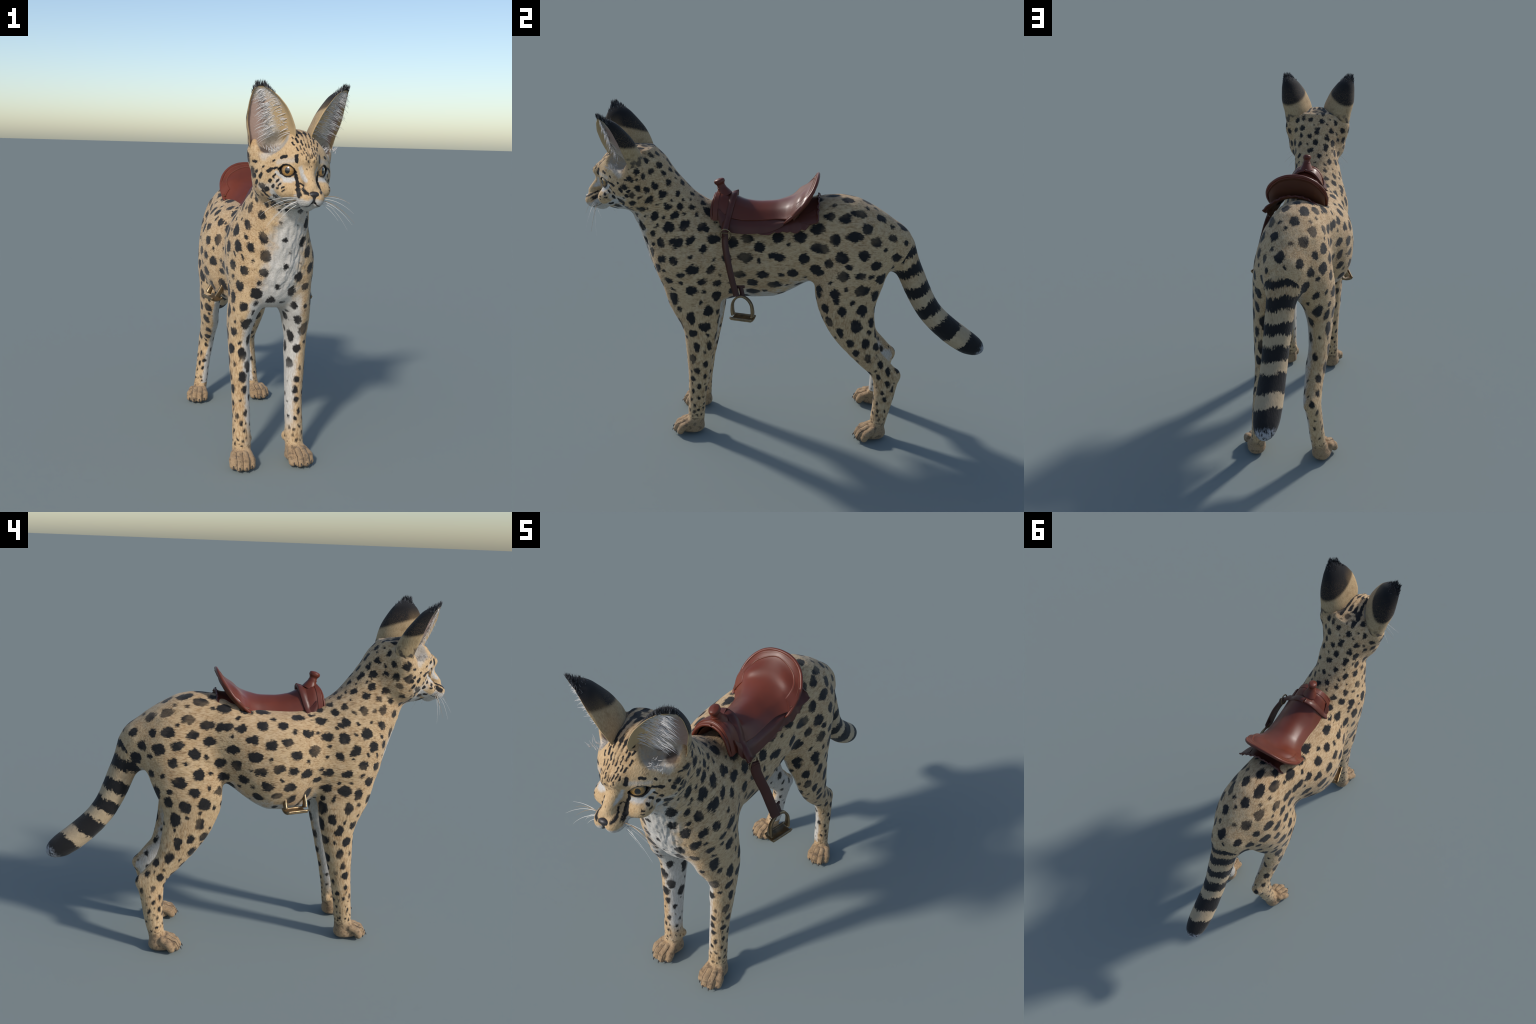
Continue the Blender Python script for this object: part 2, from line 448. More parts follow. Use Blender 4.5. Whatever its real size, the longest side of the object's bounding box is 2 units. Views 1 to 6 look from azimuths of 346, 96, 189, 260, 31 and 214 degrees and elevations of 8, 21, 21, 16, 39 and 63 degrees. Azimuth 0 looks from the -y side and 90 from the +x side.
# --------------------------------------------------------------- materials
class Net:
    """tiny builder for shader node trees"""
    def __init__(self, name):
        self.mat = bpy.data.materials.new(name)
        self.mat.use_nodes = True
        self.t = self.mat.node_tree
        self.t.nodes.clear()

    def node(self, kind, ins=None, **props):
        n = self.t.nodes.new("ShaderNode" + kind)
        for k, v in props.items():
            setattr(n, k, v)
        for k, v in (ins or {}).items():
            if v is None: continue
            if isinstance(v, bpy.types.NodeSocket):
                self.t.links.new(v, n.inputs[k])
            else:
                n.inputs[k].default_value = v
        return n

    def math(self, op, a, b=None, c=None, clamp=False):
        return self.node("Math", {0: a, 1: b, 2: c}, operation=op, use_clamp=clamp).outputs[0]

    def vec(self, op, a, b=None, scale=None):
        n = self.node("VectorMath", {0: a, 1: b}, operation=op)
        if scale is not None: n.inputs["Scale"].default_value = scale
        return n.outputs["Value"] if op in ("DISTANCE", "LENGTH", "DOT_PRODUCT") else n.outputs["Vector"]

    def ramp(self, v, a, b, lo=0., hi=1.):
        return self.node("MapRange", {"Value": v, "From Min": a, "From Max": b, "To Min": lo, "To Max": hi}, interpolation_type="SMOOTHSTEP").outputs[0]

    def mix(self, f, a, b, mode="MIX"):
        n = self.node("Mix", {0: f}, data_type="RGBA", blend_type=mode)
        for k, v in ((6, a), (7, b)):
            if isinstance(v, bpy.types.NodeSocket): self.t.links.new(v, n.inputs[k])
            else: n.inputs[k].default_value = (*v, 1)
        return n.outputs[2]

    def noise(self, v, scale, detail=2., rough=.5, color=False):
        n = self.node("TexNoise", {"Vector": v, "Scale": scale, "Detail": detail, "Roughness": rough})
        return n.outputs["Color" if color else "Fac"]

    def coords(self):
        return self.node("TexCoord").outputs["Object"]

    def xyz(self, v):
        return self.node("SeparateXYZ", {0: v}).outputs

    def finish(self, color, rough=.85, spec=.2, bump=None, strength=.3, dist=.002, **extra):
        b = self.node("BsdfPrincipled", {"Roughness": rough, "Specular IOR Level": spec})
        if isinstance(color, bpy.types.NodeSocket): self.t.links.new(color, b.inputs["Base Color"])
        else: b.inputs["Base Color"].default_value = (*color, 1)
        for k, v in extra.items():
            k = k.replace("_", " ")
            if isinstance(v, bpy.types.NodeSocket): self.t.links.new(v, b.inputs[k])
            else: b.inputs[k].default_value = v
        if bump is not None:
            n = self.node("Bump", {"Height": bump, "Strength": strength, "Distance": dist})
            self.t.links.new(n.outputs[0], b.inputs["Normal"])
        o = self.node("OutputMaterial")
        self.t.links.new(b.outputs[0], o.inputs[0])
        return self.mat


TAN = (.475, .325, .175); TAN2 = (.40, .25, .125); WHITE = (.57, .545, .51); BLACK = (.0145, .0135, .0140); BROWN = (.115, .085, .06)
BODY_LIE, LEG_LIE = (200, 48, 180), (200, 150, 50)
FLOW = {"torso": BODY_LIE, "neck": BODY_LIE, "head": (230, 80, 120), "front_leg": LEG_LIE, "hind_leg": LEG_LIE, "tail": (200, 60, 60), "paw": (220, 90, 220)}


# three shapes of rosette: round, oval along the body, oval down neck and legs
def rosette_frames():
    down = np.diag([1, .95, .70])
    t = math.radians(-42); c, sn = math.cos(t), math.sin(t)
    rot = np.array([[1, 0, 0], [0, c, -sn], [0, sn, c]])
    return {"round": np.diag([1, .93, .93]), "along": np.diag([1, .70, .95]), "down": down, "neck": np.diag([1, .68, .98]) @ rot}
FRAMES = rosette_frames()

def min_distance(N, C, centres, radii, kinds):
    """distance to the nearest of a set of rosettes, minus its radius"""
    best = None
    for kind, M in FRAMES.items():
        pick = kinds == kind
        if not pick.any(): continue
        P = C
        if kind == "neck":
            P = N.node("Mapping", {"Vector": P, "Rotation": (math.radians(-42), 0, 0)}).outputs[0]
            P = N.vec("MULTIPLY", P, (1, .68, .98))
        else:
            P = N.vec("MULTIPLY", P, tuple(np.diag(M)))
        rad = radii[pick] * (1 if kind == "round" else .93); cen = centres[pick] @ M.T
        cls = np.round(np.log(rad / .0045) / .16).astype(int)
        for c in np.unique(cls):
            near = None
            for q in cen[cls == c]:
                dd = N.vec("DISTANCE", P, tuple(float(v) for v in q))
                near = dd if near is None else N.math("MINIMUM", near, dd)
            near = N.math("SUBTRACT", near, float(.0045 * math.exp(.16 * c)))
            best = near if best is None else N.math("MINIMUM", best, near)
    return best


SKULL = np.array([0, -.80, 1.385])

def stroke(N, P, a, b, r, direct=True):
    """signed distance to a painted stroke a-b; P holds directions from the skull's middle times 0.14"""
    a, b = np.array(a, float), np.array(b, float)
    if direct:
        la, lb = np.linalg.norm(a - SKULL), np.linalg.norm(b - SKULL)
        a, b, r = (a - SKULL) / la * .14, (b - SKULL) / lb * .14, r * .14 / (.5 * (la + lb))
    d = b - a
    pa = N.vec("SUBTRACT", P, tuple(a))
    t = N.vec("DOT_PRODUCT", pa, tuple(d / (d @ d)))
    t = N.math("MAXIMUM", N.math("MINIMUM", t, 1.0), 0.0)
    n = N.node("VectorMath", {0: tuple(d)}, operation="SCALE"); N.t.links.new(t, n.inputs["Scale"])
    return N.math("SUBTRACT", N.vec("LENGTH", N.vec("SUBTRACT", pa, n.outputs[0])), r)


def strokes(N, P, rows):
    """union of painted strokes (a, b, radius)"""
    m = None
    for a, b, r in rows:
        d = stroke(N, P, a, b, r)
        m = d if m is None else N.math("MINIMUM", m, d)
    return m


def fur_material(name, part, centres, radii, kinds, foot=None):
    N = Net(name)
    C = N.coords()
    X, Y, Z = N.xyz(C)
    nrm = N.node("NewGeometry").outputs["Normal"]
    NX, NY, NZ = N.xyz(nrm)
    flow = N.node("Mapping", {"Vector": C, "Scale": FLOW[part]}).outputs[0]
    hair = N.noise(flow, 1.0, 3, .6)
    if part in ("torso", "neck", "front_leg", "hind_leg"):            # the coat turns from along the body to down the legs
        body = N.noise(N.node("Mapping", {"Vector": C, "Scale": BODY_LIE}).outputs[0], 1.0, 3, .6)
        leg = N.noise(N.node("Mapping", {"Vector": C, "Scale": LEG_LIE}).outputs[0], 1.0, 3, .6)
        hair = N.node("Mix", {0: N.ramp(Z, .64, .88), 2: leg, 3: body}).outputs[0]
    if part == "head":
        body = N.noise(N.node("Mapping", {"Vector": C, "Scale": BODY_LIE}).outputs[0], 1.0, 3, .6)
        hair = N.node("Mix", {0: N.ramp(Y, -.79, -.70), 2: hair, 3: body}).outputs[0]
    blotch = N.noise(C, 9, 3)
    fleck = N.noise(N.node("Mapping", {"Vector": C, "Scale": tuple(.33 * v for v in FLOW[part])}).outputs[0], 1.0, 4, .65)
    base = N.mix(N.ramp(blotch, .3, .7), TAN, TAN2)
    base = N.mix(N.ramp(hair, .38, .68, 0, .75), base, (.58, .42, .25))
    base = N.mix(N.ramp(hair, .46, .30, 0, .55), base, (.25, .155, .075))
    base = N.mix(N.ramp(fleck, .56, .70, 0, .75), base, (.21, .125, .06))
    base = N.mix(N.ramp(N.noise(C, 30, 3, .6), .48, .70, 0, .45), base, (.60, .445, .28))
    wob = N.math("MULTIPLY", N.math("SUBTRACT", N.noise(C, 22, 3), .5), .10)
    ax = N.math("ABSOLUTE", N.math("ADD", X, .028))
    side = N.math("SIGN", N.math("ADD", X, .028))
    inward = N.math("MULTIPLY", N.math("MULTIPLY", NX, side), -1.0)
    jit = N.math("ADD", N.math("MULTIPLY", N.math("SUBTRACT", hair, .5), .6), N.math("MULTIPLY", N.math("SUBTRACT", N.noise(C, 17, 3), .5), .9))
    white = None
    if part in ("torso", "neck", "front_leg", "hind_leg"):
        belly = N.ramp(N.math("ADD", N.math("MULTIPLY", NZ, -1.), jit), .50, .95)
        belly = N.math("MULTIPLY", belly, N.math("MULTIPLY", N.ramp(Z, .98, .86), N.ramp(Z, .60, .70)))
        xc = N.math("ABSOLUTE", N.math("ADD", N.math("SUBTRACT", X, N.ramp(Z, .75, 1.2, -.022, .004)), wob))
        wide = N.ramp(Z, .75, 1.2, .085, .066)
        chest = N.ramp(N.math("SUBTRACT", N.math("ADD", xc, N.math("MULTIPLY", jit, .05)), wide), .036, -.034)
        chest = N.math("MULTIPLY", N.math("MULTIPLY", chest, N.ramp(Y, -.50, -.60)), N.ramp(NY, .15, -.15))
        white = N.math("MAXIMUM", belly, chest)
        fore = N.math("ADD", N.math("ADD", inward, N.math("MULTIPLY", NY, -.25)), jit)
        fore = N.ramp(N.math("SUBTRACT", fore, N.ramp(Z, .35, .70, .55, .15)), -.34, .40)
        fore = N.math("MULTIPLY", N.math("MULTIPLY", fore, N.ramp(Z, .12, .24)), N.math("MULTIPLY", N.ramp(Y, -.15, -.25), N.ramp(Z, .93, .76)))
        hind = N.math("ADD", N.math("ADD", inward, N.math("MULTIPLY", NY, -.55)), jit)
        hind = N.ramp(N.math("SUBTRACT", hind, N.ramp(Z, .1, .5, .46, .54)), -.34, .40)
        hind = N.math("MULTIPLY", hind, N.math("MULTIPLY", N.ramp(Y, .02, .12), N.ramp(Z, .98, .84)))
        white = N.math("MAXIMUM", white, N.math("MAXIMUM", fore, hind))
    if part == "paw":
        cx, cy, turn, sgn, sh = foot
        base = N.mix(N.ramp(N.math("ADD", Z, N.math("MULTIPLY", N.math("SUBTRACT", blotch, .5), .03)), .100, .070, 0, .65), base, (.235, .155, .090))
        base = N.mix(N.ramp(N.noise(C, 46, 3), .50, .66, 0, .62), base, (.085, .060, .042))
        dx = N.math("SUBTRACT", N.math("MULTIPLY", N.math("SUBTRACT", X, sh), float(sgn)), cx); dy = N.math("SUBTRACT", Y, cy)
        q0 = N.math("ADD", N.math("MULTIPLY", dx, math.cos(turn)), N.math("MULTIPLY", dy, math.sin(turn)))
        q1 = N.math("SUBTRACT", N.math("MULTIPLY", dy, math.cos(turn)), N.math("MULTIPLY", dx, math.sin(turn)))
        q0 = N.math("ABSOLUTE", N.math("ADD", q0, N.math("MULTIPLY", N.math("SUBTRACT", N.noise(C, 90, 1), .5), .004)))
        fan = N.ramp(q1, .03, -.04, .78, 1.0)
        cleft = N.math("MINIMUM", q0, N.math("ABSOLUTE", N.math("SUBTRACT", q0, N.math("MULTIPLY", fan, .0285))))
        cleft = N.math("MULTIPLY", N.ramp(cleft, .0024, .0006), N.ramp(q1, .002, -.016))
        base = N.mix(N.math("MULTIPLY", cleft, .85), base, (.040, .028, .022))
        base = N.mix(N.ramp(Z, .022, .004), base, (.055, .042, .034))
    if part == "head":
        # to the head's own straight frame
        L = N.node("VectorRotate", {"Vector": C, "Center": (0, -.77, 0), "Angle": -YAW}, rotation_type="Z_AXIS").outputs[0]
        lx, ly, lz = N.xyz(L)
        S = N.node("CombineXYZ", {0: N.math("ABSOLUTE", lx), 1: ly, 2: lz}).outputs[0]
        S = N.vec("ADD", S, N.vec("SCALE", N.vec("SUBTRACT", N.noise(C, 70, 2, color=True), (.5, .5, .5)), scale=.010))
        base = N.mix(N.ramp(ly, -.90, -.80, .35, 0), base, (.55, .37, .19))
        E = tuple(EYE_C)
        S0 = S
        S = N.vec("SCALE", N.node("VectorMath", {0: N.vec("SUBTRACT", S, tuple(SKULL))}, operation="NORMALIZE").outputs[0], scale=.14)
        whites = strokes(N, S, [((.012, -.98, 1.274), (.050, -.935, 1.283), .017), ((0, -.95, 1.245), (.02, -.85, 1.235), .045),
                  ((.03, -.85, 1.235), (.085, -.80, 1.275), .030), ((.060, -.91, 1.268), (.122, -.825, 1.297), .019),
                  ((.052, -.908, 1.357), (.086, -.884, 1.358), .0075), ((.086, -.884, 1.358), (.111, -.853, 1.384), .0075),
                  ((.036, -.920, 1.404), (.025, -.937, 1.362), .0075)])
        white = N.ramp(N.math("ADD", whites, N.math("MULTIPLY", jit, .010)), .0045, -.004)
        half = strokes(N, S, [((.058, -.907, 1.433), (.108, -.860, 1.424), .008), ((.115, -.845, 1.330), (.150, -.78, 1.325), .011),
                         ((.095, -.835, 1.478), (.150, -.79, 1.448), .014), ((.095, -.875, 1.345), (.118, -.85, 1.355), .006)])
        white = N.math("MAXIMUM", white, N.ramp(N.math("ADD", half, N.math("MULTIPLY", jit, .016)), .010, -.008, 0, .6))
    if part == "head":
        bowl = N.vec("LENGTH", N.vec("MULTIPLY", N.vec("SUBTRACT", S0, (.116, -.795, 1.545)), (1 / .064, 1 / .088, 1 / .086)))
        inbowl = N.math("MULTIPLY", N.ramp(N.math("ADD", bowl, N.math("MULTIPLY", jit, .10)), 1.14, .98), N.ramp(ly, -.872, -.84))
        base = N.mix(inbowl, base, (.40, .36, .31))
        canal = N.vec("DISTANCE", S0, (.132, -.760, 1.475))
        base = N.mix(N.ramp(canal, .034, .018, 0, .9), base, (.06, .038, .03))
    col = base
    if white is not None:
        wcol = N.mix(N.ramp(hair, .3, .75), (.45, .42, .38), WHITE)
        col = N.mix(white, col, wcol)
    # rosettes with ragged hair ends
    warp = N.vec("SCALE", N.vec("SUBTRACT", N.noise(C, 30, 2, color=True), (.5, .5, .5)), scale=.028 if part not in ("paw",) else .006)
    P = N.vec("ADD", C, warp)
    rag = N.math("MULTIPLY", N.math("SUBTRACT", hair, .5), N.ramp(Z, .3, .8, .010, .021))
    if len(centres):
        sd = N.math("ADD", min_distance(N, P, centres, radii, kinds), rag)
        spot = N.ramp(sd, .0052, -.0046)
        fade = N.ramp(N.noise(C, 7, 2), .52, .72, 1.0, .80)
        scol = N.mix(N.ramp(N.noise(C, 13, 3), .54, .76, 0, .6), BLACK, (.05, .042, .036))
        col = N.mix(N.math("MULTIPLY", spot, fade), col, scol)
    if part == "head":
        ink = [((.050, -.905, 1.376), (.047, -.930, 1.324), .0080), ((.045, -.932, 1.336), (.026, -.976, 1.314), .0036), ((.047, -.930, 1.324), (.050, -.93, 1.316), .0075),
                        ((.104, -.852, 1.402), (.126, -.838, 1.397), .0042), ((.131, -.833, 1.394), (.138, -.826, 1.389), .0085), ((.051, -.911, 1.453), (.050, -.914, 1.430), .0080),
                        ((.086, -.884, 1.450), (.098, -.868, 1.443), .0055), ((.121, -.845, 1.433), (.124, -.840, 1.429), .0050),
                        ((.146, -.793, 1.374), (.150, -.786, 1.366), .0085), ((.164, -.763, 1.343), (.168, -.757, 1.337), .0095), ((.166, -.762, 1.386), (.167, -.758, 1.381), .0065),
                        ((.148, -.802, 1.407), (.149, -.798, 1.404), .0045), ((.131, -.808, 1.318), (.136, -.800, 1.311), .0095), ((.131, -.831, 1.351), (.134, -.826, 1.346), .0065),
                        ((.116, -.838, 1.330), (.121, -.833, 1.325), .0075), ((.119, -.850, 1.376), (.124, -.843, 1.364), .0042), ((.108, -.863, 1.353), (.114, -.856, 1.347), .0045),
                        ((.096, -.879, 1.343), (.103, -.872, 1.338), .0035), ((.083, -.892, 1.336), (.090, -.886, 1.333), .0028), ((.098, -.872, 1.332), (.106, -.865, 1.328), .0030),
                        ((.082, -.895, 1.326), (.088, -.888, 1.323), .0025), ((.098, -.853, 1.297), (.104, -.846, 1.293), .0075), ((.150, -.78, 1.302), (.128, -.79, 1.272), .0055),
                        ((.112, -.78, 1.262), (.130, -.755, 1.258), .0085), ((.160, -.755, 1.365), (.166, -.745, 1.368), .0080), ((.150, -.765, 1.42), (.155, -.755, 1.418), .0050),
                        ((.0, -.975, 1.355), (.0, -.974, 1.356), .0016)]
        # forehead: two broken middle lines fanning into bars over the crown, small dashes between
        ink += [((.003, -.938, 1.445), (.007, -.900, 1.495), .0022), ((.006, -.905, 1.49), (.009, -.845, 1.538), .0040), ((.011, -.84, 1.54), (.014, -.72, 1.556), .0085),
                        ((.013, -.935, 1.452), (.014, -.925, 1.466), .0024), ((.016, -.918, 1.472), (.018, -.905, 1.486), .0026), ((.020, -.893, 1.494), (.022, -.875, 1.512), .0030),
                        ((.011, -.945, 1.428), (.012, -.943, 1.433), .0020), ((.020, -.940, 1.437), (.021, -.934, 1.447), .0022), ((.024, -.928, 1.458), (.026, -.918, 1.470), .0027),
                        ((.029, -.908, 1.478), (.031, -.894, 1.492), .0032), ((.034, -.880, 1.503), (.037, -.860, 1.518), .0042), ((.033, -.925, 1.452), (.035, -.918, 1.462), .0022),
                        ((.041, -.905, 1.474), (.044, -.892, 1.486), .0036), ((.050, -.880, 1.492), (.052, -.868, 1.500), .0035), ((.026, -.862, 1.522), (.028, -.835, 1.537), .0040),
                        ((.034, -.84, 1.535), (.036, -.78, 1.553), .0070), ((.036, -.77, 1.552), (.046, -.69, 1.54), .0090), ((.045, -.855, 1.512), (.047, -.845, 1.518), .0035),
                        ((.017, -.955, 1.40), (.018, -.953, 1.404), .0014), ((.006, -.957, 1.41), (.006, -.955, 1.415), .0014)]
        sd = N.math("ADD", strokes(N, S, ink), N.math("MULTIPLY", jit, .008))
        col = N.mix(N.ramp(sd, .0022, -.0018), col, BLACK)
        # dark lids
        eye = N.vec("DISTANCE", S0, E)
        eu = N.vec("DOT_PRODUCT", N.vec("SUBTRACT", S0, E), tuple(EYE_U)); ev = N.vec("DOT_PRODUCT", N.vec("SUBTRACT", S0, E), tuple(EYE_V))
        eg = N.vec("DOT_PRODUCT", N.vec("SUBTRACT", S0, E), tuple(EYE_DIR))
        almond = N.math("SUBTRACT", N.math("ABSOLUTE", N.math("ADD", ev, .002)), N.math("MULTIPLY", N.math("SUBTRACT", 1.0, N.math("POWER", N.math("ABSOLUTE", N.math("DIVIDE", eu, .0425)), 2.0)), .0270))
        lid = N.math("MULTIPLY", N.ramp(almond, .0015, -.0015), N.ramp(eg, .002, .008))
        lid = N.math("MULTIPLY", lid, N.ramp(eye, .060, .054))
        col = N.mix(lid, col, (.012, .011, .011))
        lips = strokes(N, S, [((0, -.985, 1.272), (.026, -.968, 1.262), .0024), ((.026, -.970, 1.262), (.062, -.915, 1.262), .0022)])
        col = N.mix(N.ramp(lips, .002, -.001), col, (.03, .022, .02))
        rows = N.math("SINE", N.math("MULTIPLY", lz, 760.0))
        pad = N.math("MULTIPLY", N.ramp(stroke(N, S, (.040, -.955, 1.284), (.066, -.925, 1.290), .013), .004, -.004), N.ramp(N.math("MULTIPLY", rows, N.noise(C, 260, 1)), .30, .48))
        col = N.mix(N.math("MULTIPLY", pad, .45), col, (.08, .055, .04))
    if part == "tail":
        u = N.math("SUBTRACT", 1.64, Y); v = N.math("SUBTRACT", 1.28, Z)
        s = N.math("MULTIPLY", N.math("ARCTAN2", v, u), 1.1)
        rad = N.math("SQRT", N.math("ADD", N.math("MULTIPLY", u, u), N.math("MULTIPLY", v, v)))
        dors = N.ramp(rad, 1.085, 1.03)
        s = N.math("ADD", s, N.math("MULTIPLY", N.math("SUBTRACT", N.noise(flow, .9, 2), .5), .055))
        s = N.math("ADD", s, N.math("MULTIPLY", N.math("SUBTRACT", N.noise(C, 9, 1), .5), .04))
        s = N.math("ADD", s, N.math("MULTIPLY", N.math("SUBTRACT", N.ramp(X, -.03, .03), .5), -.022))
        band = None
        for lo, hi in ((.255, .300), (.345, .405), (.462, .522), (.574, .642), (.696, .790), (.862, 2.0)):
            m = N.math("MULTIPLY", N.ramp(s, lo - .006, lo + .006), N.ramp(s, hi + .006, hi - .006))
            band = m if band is None else N.math("MAXIMUM", band, m)
        pale = N.mix(N.ramp(s, .3, .55, 0, .75), col, (.48, .37, .24))
        col = N.mix(N.math("MULTIPLY", dors, .22), pale, (.09, .075, .06))
        col = N.mix(band, col, BLACK)
        col = N.mix(N.math("MULTIPLY", N.ramp(s, .955, .985), N.ramp(hair, .35, .55)), col, (.34, .34, .36))
    height = N.math("ADD", hair, N.math("MULTIPLY", fleck, .8))
    return N.finish(col, .82, .18, height, .55, .0035, Sheen_Weight=.12, Sheen_Roughness=.5)


def spots_near(mask, margin=.06):
    v = BV[np.unique(BF[mask])]
    v = v[::max(1, len(v) // 5000)]
    keep = [np.min(np.sum((v - p)**2, 1)) < (r + .012)**2 for p, r in zip(S_w, S_r)]
    keep = np.array(keep, bool)
    return S_w[keep], S_r[keep], S_k[keep]


# ------------------------------------------------------------ build the cat
serval = bpy.data.objects.new("serval", None)
bpy.context.scene.collection.objects.link(serval)
serval["label"] = "tan black-spotted long-legged wild cat with huge ears, standing"
serval["category"] = "wild cat"

def body_part(tag, name, part, parent, foot=None):
    mask = region == tag
    fs = BF[mask]
    used, inv = np.unique(fs, return_inverse=True)
    c, r, k = spots_near(mask)
    if part == "paw": c, r, k = c[:0], r[:0], k[:0]
    me = make_mesh(name, BV[used], inv.reshape(fs.shape), [fur_material(name + "_fur", part, c, r, k, foot)])
    me.normals_split_custom_set_from_vertices([tuple(n) for n in BN[used]])
    return add(name, me, parent)

torso = body_part("torso", "torso", "torso", serval)
neck = body_part("neck", "neck", "neck", serval)
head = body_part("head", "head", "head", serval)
tail = body_part("tail", "tail", "tail", serval)
legs = {}
for s in "lr":
    legs["f" + s] = body_part("front_leg_" + s, "front_leg", "front_leg", serval)
    legs["h" + s] = body_part("hind_leg_" + s, "hind_leg", "hind_leg", serval)
    body_part("front_paw_" + s, "paw", "paw", legs["f" + s], (.138, -.563, math.radians(6), 1 if s == "l" else -1, -.0135))
    body_part("hind_paw_" + s, "paw", "paw", legs["h" + s], (.179, .410, math.radians(14), 1 if s == "l" else -1, -.0225))


def tubes(paths, sides=6):
    """joined tapered tubes; each path: list of points, list of radii"""
    V, Fs, base = [], [], 0
    for pts, rad in paths:
        pts = np.array(pts, float); n = len(pts)
        tan = np.gradient(pts, axis=0); tan /= np.linalg.norm(tan, axis=1, keepdims=True) + 1e-9
        ref = np.array([0, 0, 1.]) if abs(tan[0][2]) < .8 else np.array([1., 0, 0])
        a = np.cross(tan, ref); a /= np.linalg.norm(a, axis=1, keepdims=True) + 1e-9
        b = np.cross(tan, a)
        th = np.arange(sides) * math.tau / sides
        ring = pts[:, None] + np.array(rad)[:, None, None] * (np.cos(th)[None, :, None] * a[:, None] + np.sin(th)[None, :, None] * b[:, None])
        V.append(ring.reshape(-1, 3))
        Fs.append(grid_faces(n, sides, True) + base)
        caps = [[base + k for k in range(sides)], [base + (n - 1) * sides + k for k in range(sides)][::-1]]
        for cap in caps:
            for k in range(0, sides - 2, 2):
                Fs.append(np.array([[cap[0], cap[k + 1], cap[k + 2], cap[(k + 3) % sides]]]) if sides > 3 else np.array([[cap[0], cap[1], cap[2], cap[2]]]))
        base += n * sides
    return np.concatenate(V), np.concatenate(Fs)


# claws
def horn_material():
    N = Net("claw_horn"); return N.finish((.035, .030, .028), .35, .5)
CLAW = horn_material()
for tag, c, turn in (("f", (.138, -.563), math.radians(6)), ("h", (.179, .410), math.radians(14))):
    for sd in (1, -1):
        for tx, ty in ((-.042, -.023), (-.0155, -.045), (.0155, -.045), (.042, -.023)):
            q = [(tx * 1.02, ty - .024, .030), (tx * 1.03, ty - .031, .024), (tx * 1.03, ty - .0335, .014)]
            pts = [((c[0] + a * math.cos(turn) - b * math.sin(turn)) * sd, c[1] + a * math.sin(turn) + b * math.cos(turn), h) for a, b, h in q]
            v, f = tubes([(pose(pts), [.0034, .0028, .0008])])
            add("claw", make_mesh("claw", v, f, [CLAW]), legs[tag + ("l" if sd > 0 else "r")])

# ---------------------------------------------------------------- eyes, nose
def eye_material():
    N = Net("amber_eye")
    C = N.coords()                     # eyeball mesh is built around its own origin, gaze along +z
    u, v, w = N.xyz(C)
    ang = N.math("ARCCOSINE", N.math("DIVIDE", w, EYE_R))
    pu = N.math("MULTIPLY", u, 1.25)
    rp = N.math("SQRT", N.math("ADD", N.math("MULTIPLY", pu, pu), N.math("MULTIPLY", v, v)))
    ri = N.math("SQRT", N.math("ADD", N.math("MULTIPLY", u, u), N.math("MULTIPLY", v, v)))
    th = N.math("ARCTAN2", v, u)
    ray = N.noise(N.node("CombineXYZ", {0: N.math("MULTIPLY", th, 7.), 1: N.math("MULTIPLY", ri, 60.)}).outputs[0], 1.0, 3)
    iris = N.mix(N.ramp(ray, .3, .7), (.24, .115, .022), (.40, .225, .060))
    iris = N.mix(N.ramp(ri, .0190, .0250), iris, (.13, .065, .018))
    col = N.mix(N.ramp(rp, .0138, .0124), iris, (.004, .004, .005))
    col = N.mix(N.ramp(ri, .0246, .0264), col, (.010, .009, .009))
    return N.finish(col, .22, .5, Coat_Weight=1.0, Coat_Roughness=.03)
EYE = eye_material()
for sd in (1, -1):
    nu, nv = 25, 32
    th = np.linspace(0, math.pi, nu)[:, None]; ph = np.linspace(0, math.tau, nv, endpoint=False)[None]
    sph = np.stack([np.sin(th) * np.cos(ph), np.sin(th) * np.sin(ph), np.cos(th) + 0 * ph], -1).reshape(-1, 3) * EYE_R
    me = make_mesh("eye", sph, grid_faces(nu, nv, True)[:, ::-1], [EYE])
    o = add("eye", me, head)
    c, g, v = [np.array(k) * [sd, 1, 1] for k in (EYE_C, EYE_DIR, EYE_V)]
    g = np.array([.56 * sd, -.83, .02]); g /= np.linalg.norm(g)
    g = pose([c + g * .01])[0] - pose([c])[0]; g /= np.linalg.norm(g)
    v = np.array([0, 0, 1.]) - g * g[2]; v /= np.linalg.norm(v); u = np.cross(v, g)
    from mathutils import Matrix
    m = Matrix.Identity(4)
    for k in range(3):
        m[k][0], m[k][1], m[k][2], m[k][3] = u[k], v[k], g[k], pose([c])[0][k]
    o.matrix_world = m

def nose_sdf(P):
    d = ellipsoid(P, (0, -.984, 1.3035), (.0235, .017, .0125))
    d = smin(d, ellipsoid(P, (.012, -.980, 1.298), (.0125, .017, .0115)), .006)
    d = smin(d, ellipsoid(P, (0, -.984, 1.287), (.009, .012, .016)), .008)
    d = smax(d, -capsule(P, (.0105, -.999, 1.293), (.019, -.985, 1.295), .0032, .0022), .003)
    d = smax(d, -capsule(P, (0, -1.003, 1.296), (0, -.998, 1.270), .0012, .0012), .002)
    return d
ax = [steps((-.034, .034, .0013)), steps((-1.012, -.955, .0013)), steps((1.265, 1.325, .0013))]
G = np.meshgrid(np.abs(ax[0]), ax[1], ax[2], indexing="ij", sparse=True)
nv_, nf_ = surface_nets(nose_sdf(G), ax)
nv_ = relax(nv_, nf_, 2)
N = Net("nose_leather"); C = N.coords()
grain = N.node("TexVoronoi", {"Vector": C, "Scale": 900}).outputs["Distance"]
